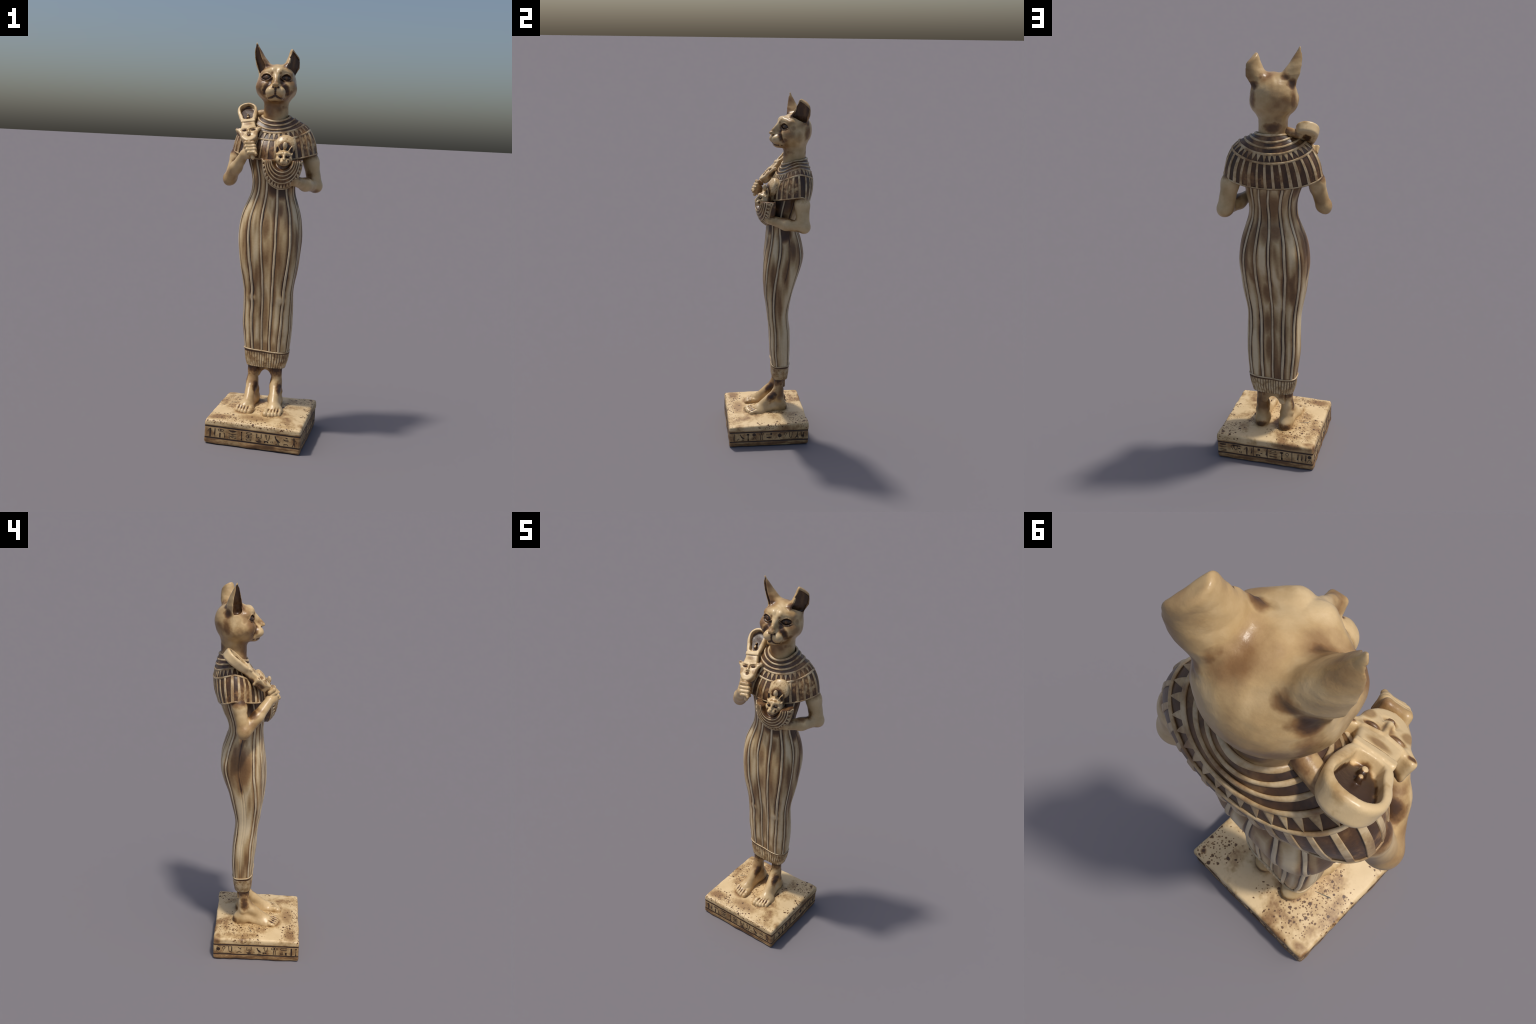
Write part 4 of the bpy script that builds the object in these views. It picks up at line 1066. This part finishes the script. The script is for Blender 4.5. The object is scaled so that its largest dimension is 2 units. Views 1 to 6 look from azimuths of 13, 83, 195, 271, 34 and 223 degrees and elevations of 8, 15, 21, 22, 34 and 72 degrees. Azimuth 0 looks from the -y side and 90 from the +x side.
def plinth_material():
    n = Nodes("speckled_plinth_stone")
    x, y, z = n.xyz()
    fine = n.rough_edge(); mid = n.noise(9, 4, 0.65, shift=(2, 5, 0)); dens = n.noise(6, 3, 0.6, shift=(1, 7, 3))
    # pits: scattered spots, thick in places
    spots = []
    for sc, lo_, hi_, k in ((62, 0.16, 0.36, 0.66), (120, 0.18, 0.40, 0.58), (34, 0.12, 0.26, 0.70)):
        mp = n.t.nodes.new("ShaderNodeMapping"); n.put(mp.inputs[0], n.pos); mp.inputs["Scale"].default_value = (1, 1, 1)
        vo = n.t.nodes.new("ShaderNodeTexVoronoi"); n.put(vo.inputs["Vector"], mp.outputs[0]); vo.inputs["Scale"].default_value = sc
        sep = n.t.nodes.new("ShaderNodeSeparateColor"); n.put(sep.inputs[0], vo.outputs["Color"])
        dd = n.m("MULTIPLY_ADD", n.m("SUBTRACT", n.noise(sc * 1.7, 2, 0.6), 0.5), 0.35, vo.outputs["Distance"])
        spot = n.step(dd, lo_, hi_, k, 0.0)
        keep = n.m("GREATER_THAN", n.m("ADD", n.m("MULTIPLY", sep.outputs[0], 0.55), n.step(dens, 0.30, 0.62)), 0.92)
        spots.append(n.m("MULTIPLY", spot, keep))
    top = n.step(z, 0.102, 0.112)
    spot = n.m("MULTIPLY", n.biggest(spots), n.m("MULTIPLY_ADD", top, 0.85, 0.15))
    B = [n.m("MULTIPLY", n.step(mid, 0.44, 0.70), 0.46), spot, n.m("MULTIPLY", n.step(dens, 0.5, 0.7), 0.22)]
    wb = lambda c, r, a, soft=0.8: B.append(n.blob(c, r, fine, soft, a))
    for hx, mx_ in ((-0.055, -0.062), (0.068, 0.090)):
        wb((mx_, -0.095, 0.130), (0.068, 0.075, 0.05), 0.62)
        wb((hx, 0.080, 0.130), (0.055, 0.065, 0.05), 0.72)
        wb((mx_, -0.010, 0.130), (0.060, 0.110, 0.05), 0.45)
    wb((-0.17, -0.19, 0.130), (0.10, 0.05, 0.05), 0.42)
    wb((0.02, -0.17, 0.130), (0.13, 0.06, 0.05), 0.36)
    wb((-0.20, 0.20, 0.110), (0.07, 0.04, 0.03), 0.62)
    wb((-0.10, 0.215, 0.112), (0.12, 0.03, 0.03), 0.55)
    wb((0.20, -0.20, 0.110), (0.05, 0.05, 0.03), 0.42)
    wb((0.238, 0.197, 0.130), (0.014, 0.014, 0.05), 0.75)
    low = n.step(z, 0.036, 0.028)
    B.append(n.m("MULTIPLY", low, n.step(n.noise(16, 4, 0.6, stretch=(0.5, 0.5, 2)), 0.36, 0.62, 0.22, 0.60)))
    B.append(n.m("MULTIPLY", n.step(z, 0.104, 0.098), n.step(n.noise(18, 4, 0.6), 0.38, 0.68, 0.14, 0.46)))
    for zl in (BAND_LO, BAND_HI):
        B.append(n.step(n.m("ABSOLUTE", n.m("SUBTRACT", z, zl)), 0.0026, 0.0052, 0.93, 0.0))
        B.append(n.step(n.m("ABSOLUTE", n.m("SUBTRACT", z, zl)), 0.004, 0.012, 0.36, 0.0))
    s = n.biggest(B)
    s = n.m("ADD", s, n.m("MULTIPLY", n.m("SUBTRACT", n.noise(95, 3, 0.7), 0.5), 0.16), clamp=True)
    return n.finish(s, rough=0.5, bump=0.2, grain_scale=120)
v, q = surface_nets(plinth_field, (PX0 - 0.02, PY0 - 0.02, -0.012), (PX1 + 0.02, PY1 + 0.02, 0.15), 0.0032)
plinth = add("plinth", new_mesh("plinth", v, q), plinth_material())

# ------------------------------------------------------------------ hieroglyphs: strokes and filled shapes in a cell, x right, y up (0..1 band height)
def ellipse(cx, cy, rx, ry, a0=0, a1=360, k=20):
    return [(cx + rx * math.cos(math.radians(a)), cy + ry * math.sin(math.radians(a))) for a in np.linspace(a0, a1, k, endpoint=(a1 - a0) < 360)]
def arc_stroke(cx, cy, rx, ry, a0, a1, w, k=16):
    return stroke(ellipse(cx, cy, rx, ry, a0, a1, k) if a1 - a0 < 360 else ellipse(cx, cy, rx, ry, 0, 359.9, 24), w)
def stroke(pts, w):
    pts = np.array(pts, float); T = np.gradient(pts, axis=0); T /= np.linalg.norm(T, axis=1, keepdims=True) + 1e-9
    N = np.stack([-T[:, 1], T[:, 0]], 1); w = np.broadcast_to(np.asarray(w, float), (len(pts),))[:, None] * 0.62
    return ("strip", pts + N * w, pts - N * w)
fill = lambda pts: ("fill", pts)
def g_figure():   # standing wrapped figure
    return [fill([(0.02, 0.0), (0.16, 0.0), (0.15, 0.35), (0.20, 0.62), (0.17, 0.86), (0.10, 0.97), (0.02, 0.90), (0.0, 0.60)]), stroke([(0.02, 0.85), (-0.12, 0.70), (-0.20, 0.58)], 0.035)]
def g_reed():
    return [fill([(0.09, 0.0), (0.12, 0.30), (0.14, 0.60), (0.13, 0.95), (0.06, 0.97), (0.02, 0.60), (-0.05, 0.30), (0.06, 0.22)])]
def g_eye(cx=0, cy=0.5, r=0.30):
    return [arc_stroke(cx, cy, r, r * 0.42, 0, 360, 0.035), fill(ellipse(cx, cy, r * 0.26, r * 0.34))]
def g_mouth(cx=0, cy=0.5, r=0.30):
    return [arc_stroke(cx, cy, r, r * 0.34, 0, 360, 0.035)]
def g_bowl(cx=0, cy=0.8, r=0.42):
    return [fill([(cx - r, cy + 0.09), (cx + r, cy + 0.09), (cx + 0.6 * r, cy - 0.05), (cx, cy - 0.10), (cx - 0.6 * r, cy - 0.05)])]
def g_line(x0, x1, y, w=0.045):
    return [stroke([(x0, y + 0.01), (0.5 * (x0 + x1), y - 0.01), (x1, y)], w)]
def g_mace(h=1.0):
    return [stroke([(0, 0.1), (0, 0.95 * h)], 0.06), fill(ellipse(0, 0.09, 0.085, 0.09)), fill([(-0.09, 0.95 * h), (0.09, 0.95 * h), (0.03, 0.80 * h), (-0.03, 0.80 * h)])]
def g_house(cx=0, cy=0.72):
    return [stroke([(cx - 0.24, cy + 0.24), (cx - 0.25, cy - 0.20), (cx - 0.06, cy - 0.20), (cx, cy - 0.10), (cx + 0.06, cy - 0.20), (cx + 0.25, cy - 0.20), (cx + 0.24, cy + 0.24)], 0.055)]
def g_loaf(cx=0, cy=0.2, r=0.16):
    return [fill(ellipse(cx, cy, r, r * 0.8, 0, 180, 12))]
def g_crook(cx=0):
    return [stroke([(cx - 0.22, 0.78), (cx - 0.26, 0.90), (cx - 0.18, 0.99), (cx - 0.10, 0.88), (cx - 0.16, 0.74), (cx - 0.10, 0.52), (cx + 0.02, 0.34)], 0.045), stroke([(cx + 0.22, 0.98), (cx + 0.12, 0.36)], 0.05)]
def g_animal(cx=0, cy=0.12):
    return [fill([(cx - 0.26, cy + 0.18), (cx + 0.16, cy + 0.16), (cx + 0.22, cy + 0.0), (cx + 0.12, cy - 0.04), (cx + 0.06, cy + 0.06), (cx - 0.10, cy + 0.04), (cx - 0.12, cy - 0.06), (cx - 0.24, cy - 0.06)])]
def g_bird(cx=0):
    return [fill([(cx - 0.30, 0.86), (cx - 0.22, 0.97), (cx - 0.14, 0.86), (cx - 0.12, 0.72), (cx + 0.10, 0.54), (cx + 0.34, 0.30), (cx + 0.20, 0.30), (cx + 0.02, 0.34), (cx - 0.14, 0.52), (cx - 0.24, 0.74), (cx - 0.24, 0.82)]),
            stroke([(cx + 0.02, 0.34), (cx, 0.06)], 0.035), stroke([(cx + 0.14, 0.32), (cx + 0.14, 0.04)], 0.035), stroke([(cx - 0.20, 0.04), (cx + 0.30, 0.02)], 0.03)]
def g_man(cx=0):
    return [fill(ellipse(cx, 0.90, 0.085, 0.085)), fill([(cx - 0.08, 0.78), (cx + 0.10, 0.78), (cx + 0.08, 0.45), (cx + 0.12, 0.34), (cx - 0.06, 0.34), (cx - 0.02, 0.55)]), stroke([(cx, 0.36), (cx - 0.10, 0.12), (cx - 0.16, 0.02)], 0.06),
            stroke([(cx + 0.08, 0.36), (cx + 0.14, 0.02)], 0.06), stroke([(cx + 0.08, 0.76), (cx + 0.24, 0.62), (cx + 0.28, 0.40)], 0.035), stroke([(cx - 0.06, 0.74), (cx - 0.24, 0.90)], 0.035)]
def g_sun(cx=0, cy=0.5, r=0.20):
    return [fill(ellipse(cx, cy, r, r))]
def g_ankh(cx=0):
    return [arc_stroke(cx, 0.74, 0.14, 0.17, -60, 240, 0.045), stroke([(cx + 0.02, 0.58), (cx - 0.02, 0.36)], 0.045)]
def g_jar(cx=0):
    return [stroke([(cx - 0.18, 0.95), (cx - 0.14, 0.35), (cx - 0.04, 0.24), (cx + 0.06, 0.24), (cx + 0.14, 0.36), (cx + 0.18, 0.95)], 0.055)]
def g_hill(cx=0, cy=0.06):
    return [arc_stroke(cx, cy, 0.20, 0.36, 5, 175, 0.045)]
def g_posts(cx=0, h=0.62):
    return [fill([(cx - 0.14, 0.02), (cx - 0.06, 0.02), (cx - 0.04, h), (cx - 0.12, h)]), fill([(cx + 0.08, 0.02), (cx + 0.16, 0.02), (cx + 0.16, h), (cx + 0.08, h)])]
def g_block(cx, y0, y1, w):
    return [fill([(cx - w / 2, y0), (cx + w / 2, y0), (cx + w / 2, y1), (cx - w / 2, y1)])]
def g_axe(cx=0):
    return [stroke([(cx, 0.02), (cx, 0.85)], 0.09), fill([(cx - 0.22, 0.86), (cx - 0.05, 0.97), (cx + 0.20, 0.92), (cx + 0.10, 0.84), (cx + 0.20, 0.74), (cx - 0.18, 0.74)]), fill([(cx - 0.08, 0.0), (cx + 0.10, 0.0), (cx + 0.07, 0.26), (cx - 0.06, 0.26)])]
def g_cartouche(x0, x1):
    return [stroke([(x0 + 0.15, 0.99), (x1 - 0.12, 0.99), (x1, 0.80), (x1, 0.22), (x1 - 0.12, 0.03), (x0 + 0.15, 0.03), (x0, 0.22), (x0, 0.80), (x0 + 0.15, 0.99)], 0.035)]
def moved(g, dx, dy=0.0, k=1.0):
    out = []
    for e in g:
        if e[0] == "fill":
            out.append(("fill", [(x * k + dx, y * k + dy) for x, y in e[1]]))
        else:
            out.append(("strip", e[1] * k + (dx, dy), e[2] * k + (dx, dy)))
    return out

BH = (BAND_HI - BAND_LO - 0.012)                      # glyph height in metres
def inscription(side, signs):
    """signs: list of (fraction along the face, glyph)"""
    W = 2 * (PHX if side in ("front", "back") else PHY)
    me_all = []
    for u, g in signs:
        verts, faces = [], []
        for e in g:
            if e[0] == "fill":
                ring = e[1]; base = len(verts)
                area = sum(ring[i - 1][0] * ring[i][1] - ring[i][0] * ring[i - 1][1] for i in range(len(ring)))
                ring = ring if area > 0 else ring[::-1]
                m = len(ring)
                verts += [(x, y, 0.0) for x, y in ring] + [(x, y, 1.0) for x, y in ring]
                faces.append(tuple(base + m + i for i in range(m)))
                faces += [(base + i, base + (i + 1) % m, base + m + (i + 1) % m, base + m + i) for i in range(m)]
            else:
                A, Bp = e[1], e[2]; m = len(A); base = len(verts)
                for h in (0.0, 1.0):
                    verts += [(x, y, h) for x, y in A] + [(x, y, h) for x, y in Bp]
                for i in range(m - 1):
                    a, b, c, d = base + i, base + i + 1, base + m + i + 1, base + m + i
                    o = 2 * m
                    faces += [(d + o, c + o, b + o, a + o), (a, b, b + o, a + o), (d, d + o, c + o, c)]
        P = []
        for x, y, h in verts:
            a = (u - 0.5) * W + x * BH; z = BAND_LO + 0.006 + y * BH; out = -0.003 + h * 0.0038
            if side == "front": P.append((PCX + a, PCY - PHY - out, z))
            elif side == "right": P.append((PCX + PHX + out, PCY + a, z))
            elif side == "back": P.append((PCX - a, PCY + PHY + out, z))
            else: P.append((PCX - PHX - out, PCY - a, z))
        add("hieroglyph", new_mesh("hieroglyph", P, faces, smooth=False), INK, plinth)

inscription("front", [(0.055, g_figure()), (0.105, g_reed()), (0.175, moved(g_eye(0, 0.84, 0.30), 0)), (0.168, g_block(0, 0.02, 0.52, 0.15)), (0.215, [stroke([(-0.10, 0.56), (0, 0.54), (0.02, 0.05)], 0.05), stroke([(0.02, 0.25), (0.10, 0.2)], 0.05)]),
    (0.30, g_bowl(0, 0.86, 0.44)), (0.30, g_line(-0.42, 0.40, 0.56)), (0.30, g_line(-0.42, 0.40, 0.30)), (0.30, [stroke([(-0.40, 0.16), (-0.22, 0.06)], 0.05), stroke([(0.22, 0.08), (0.40, 0.16)], 0.05), stroke([(-0.12, 0.46), (0.12, 0.45)], 0.03), stroke([(-0.12, 0.18), (0.12, 0.17)], 0.03)]),
    (0.395, g_mace()), (0.470, g_mouth(0, 0.86, 0.30)), (0.470, g_eye(0, 0.52, 0.30)), (0.470, g_mouth(0, 0.17, 0.28)), (0.575, g_house()), (0.575, g_loaf(0.06, 0.26)), (0.575, g_bowl(0, 0.10, 0.34)),
    (0.665, g_crook()), (0.655, g_animal()), (0.705, [stroke([(-0.06, 0.30), (0.0, 0.16)], 0.05), stroke([(0.08, 0.36), (0.16, 0.18)], 0.05)]), (0.765, g_bird()), (0.855, [*g_loaf(0.06, 0.82, 0.12), stroke([(-0.26, 0.70), (-0.05, 0.60), (0.26, 0.64)], 0.08)]), (0.855, [arc_stroke(0, 0.08, 0.24, 0.14, 0, 180, 0.045)]), (0.935, g_man())])
inscription("right", [(0.055, [fill([(0.0, 0.0), (0.10, 0.0), (0.10, 0.95), (0.02, 0.95), (-0.06, 0.28)])]), (0.105, [stroke([(-0.10, 0.24), (0.0, 0.12)], 0.07), stroke([(0.06, 0.34), (0.16, 0.20)], 0.07)]), (0.160, moved(g_bird(), 0, 0, 0.95)), (0.235, g_axe()), (0.310, g_sun(0, 0.78, 0.22)), (0.315, g_hill()), (0.400, g_eye(0, 0.90, 0.30)), (0.400, g_posts(0, 0.70)),
    (0.500, g_bowl(0, 0.34, 0.40)), (0.500, g_line(-0.40, 0.36, 0.70)), (0.500, g_block(0.26, 0.72, 0.98, 0.20)), (0.635, g_sun(0, 0.56, 0.24)), (0.705, g_ankh()), (0.775, g_jar()), (0.850, [*g_reed(), *moved(g_hill(), 0.05)]), (0.925, [*g_jar(0.0), *g_sun(0.02, 0.45, 0.12)]), (0.79, g_cartouche(-1.55, 1.45))])
inscription("back", [(0.060, g_bowl(0, 0.88, 0.40)), (0.060, g_line(-0.38, 0.38, 0.58)), (0.060, g_line(-0.38, 0.38, 0.28)), (0.060, g_line(-0.3, 0.38, 0.10)), (0.205, g_line(-0.44, 0.42, 0.92, 0.10)), (0.160, g_ankh()), (0.195, g_crook(0)), (0.230, g_loaf(0.05, 0.55)), (0.245, [stroke([(-0.1, 0.3), (-0.02, 0.05)], 0.05), stroke([(0.08, 0.3), (0.16, 0.05)], 0.05)]),
    (0.305, g_figure()), (0.360, g_reed()), (0.440, g_block(0, 0.68, 0.95, 0.26)), (0.435, g_animal(0, 0.06)), (0.455, g_loaf(0.12, 0.36, 0.12)), (0.385, [stroke([(0, -0.06), (0, 1.08)], 0.05)]), (0.515, g_reed()), (0.530, [stroke([(0, -0.06), (0, 1.08)], 0.05)]), (0.590, g_mouth(0, 0.84, 0.32)), (0.590, g_line(-0.40, 0.40, 0.56)), (0.590, g_line(-0.40, 0.40, 0.22, 0.08)),
    (0.680, g_axe()), (0.735, g_ankh()), (0.785, [stroke([(0, -0.06), (0, 1.08)], 0.06)]), (0.840, g_reed()), (0.880, g_reed()), (0.920, g_reed()), (0.965, [*g_sun(0, 0.76, 0.20), *g_hill()])])
inscription("left", [(0.060, g_sun(0, 0.56, 0.22)), (0.125, g_ankh()), (0.200, g_jar()), (0.125, g_cartouche(-0.80, 0.95)), (0.310, [arc_stroke(-0.05, 0.12, 0.26, 0.14, 0, 180, 0.045), *g_loaf(0.12, 0.62, 0.08), stroke([(-0.2, 0.86), (0.05, 0.72), (0.2, 0.84)], 0.05)]), (0.420, g_house()), (0.420, g_loaf(0.05, 0.26, 0.12)), (0.420, g_bowl(0, 0.12, 0.32)), (0.475, [stroke([(-0.06, 0.28), (-0.06, 0.16)], 0.05), stroke([(0.06, 0.28), (0.06, 0.16)], 0.05)]),
    (0.535, moved(g_bird(), 0, 0, 0.95)), (0.615, g_crook()), (0.605, g_animal()), (0.715, g_eye(0, 0.84, 0.36)), (0.715, g_posts(0, 0.58)), (0.825, [stroke([(0.36, 0.92), (-0.30, 0.94), (-0.40, 0.82), (-0.30, 0.70), (0.36, 0.74)], 0.05)]), (0.815, [stroke([(-0.36, 0.30), (0.0, 0.34), (0.05, 0.16), (-0.32, 0.14)], 0.06), *g_block(0.36, 0.02, 0.36, 0.20)]), (0.915, g_block(0, 0.0, 0.96, 0.17)), (0.968, g_mace())])

# old scratch beside her right foot
sp = np.linspace(0, 1, 12)[:, None]
P = V3(-0.108, 0.038, 0) * (1 - sp) + V3(-0.160, 0.018, 0) * sp
def top_height(x, y):
    z = np.linspace(0.10, 0.16, 200)
    d = plinth_field(np.stack([np.full(200, x), np.full(200, y), z], -1).astype(F))
    return z[np.argmax(d > 0)]
P[:, 2] = [top_height(x, y) for x, y, _ in P]
gm = Nodes("grey_scratch")
gm.finish(gm.step(gm.noise(60, 2), 0.3, 0.7, 0.0, 1.0), rough=0.6, ramp=[(0.0, (0.20, 0.19, 0.15)), (1.0, (0.12, 0.11, 0.09))])
add("scratch", tube("scratch", P, 0.0018 * np.interp(np.linspace(0, 1, 12), [0, 0.3, 0.9, 1], [0.3, 0.7, 1.2, 0.5]), flat=0.5), gm.mat, plinth)
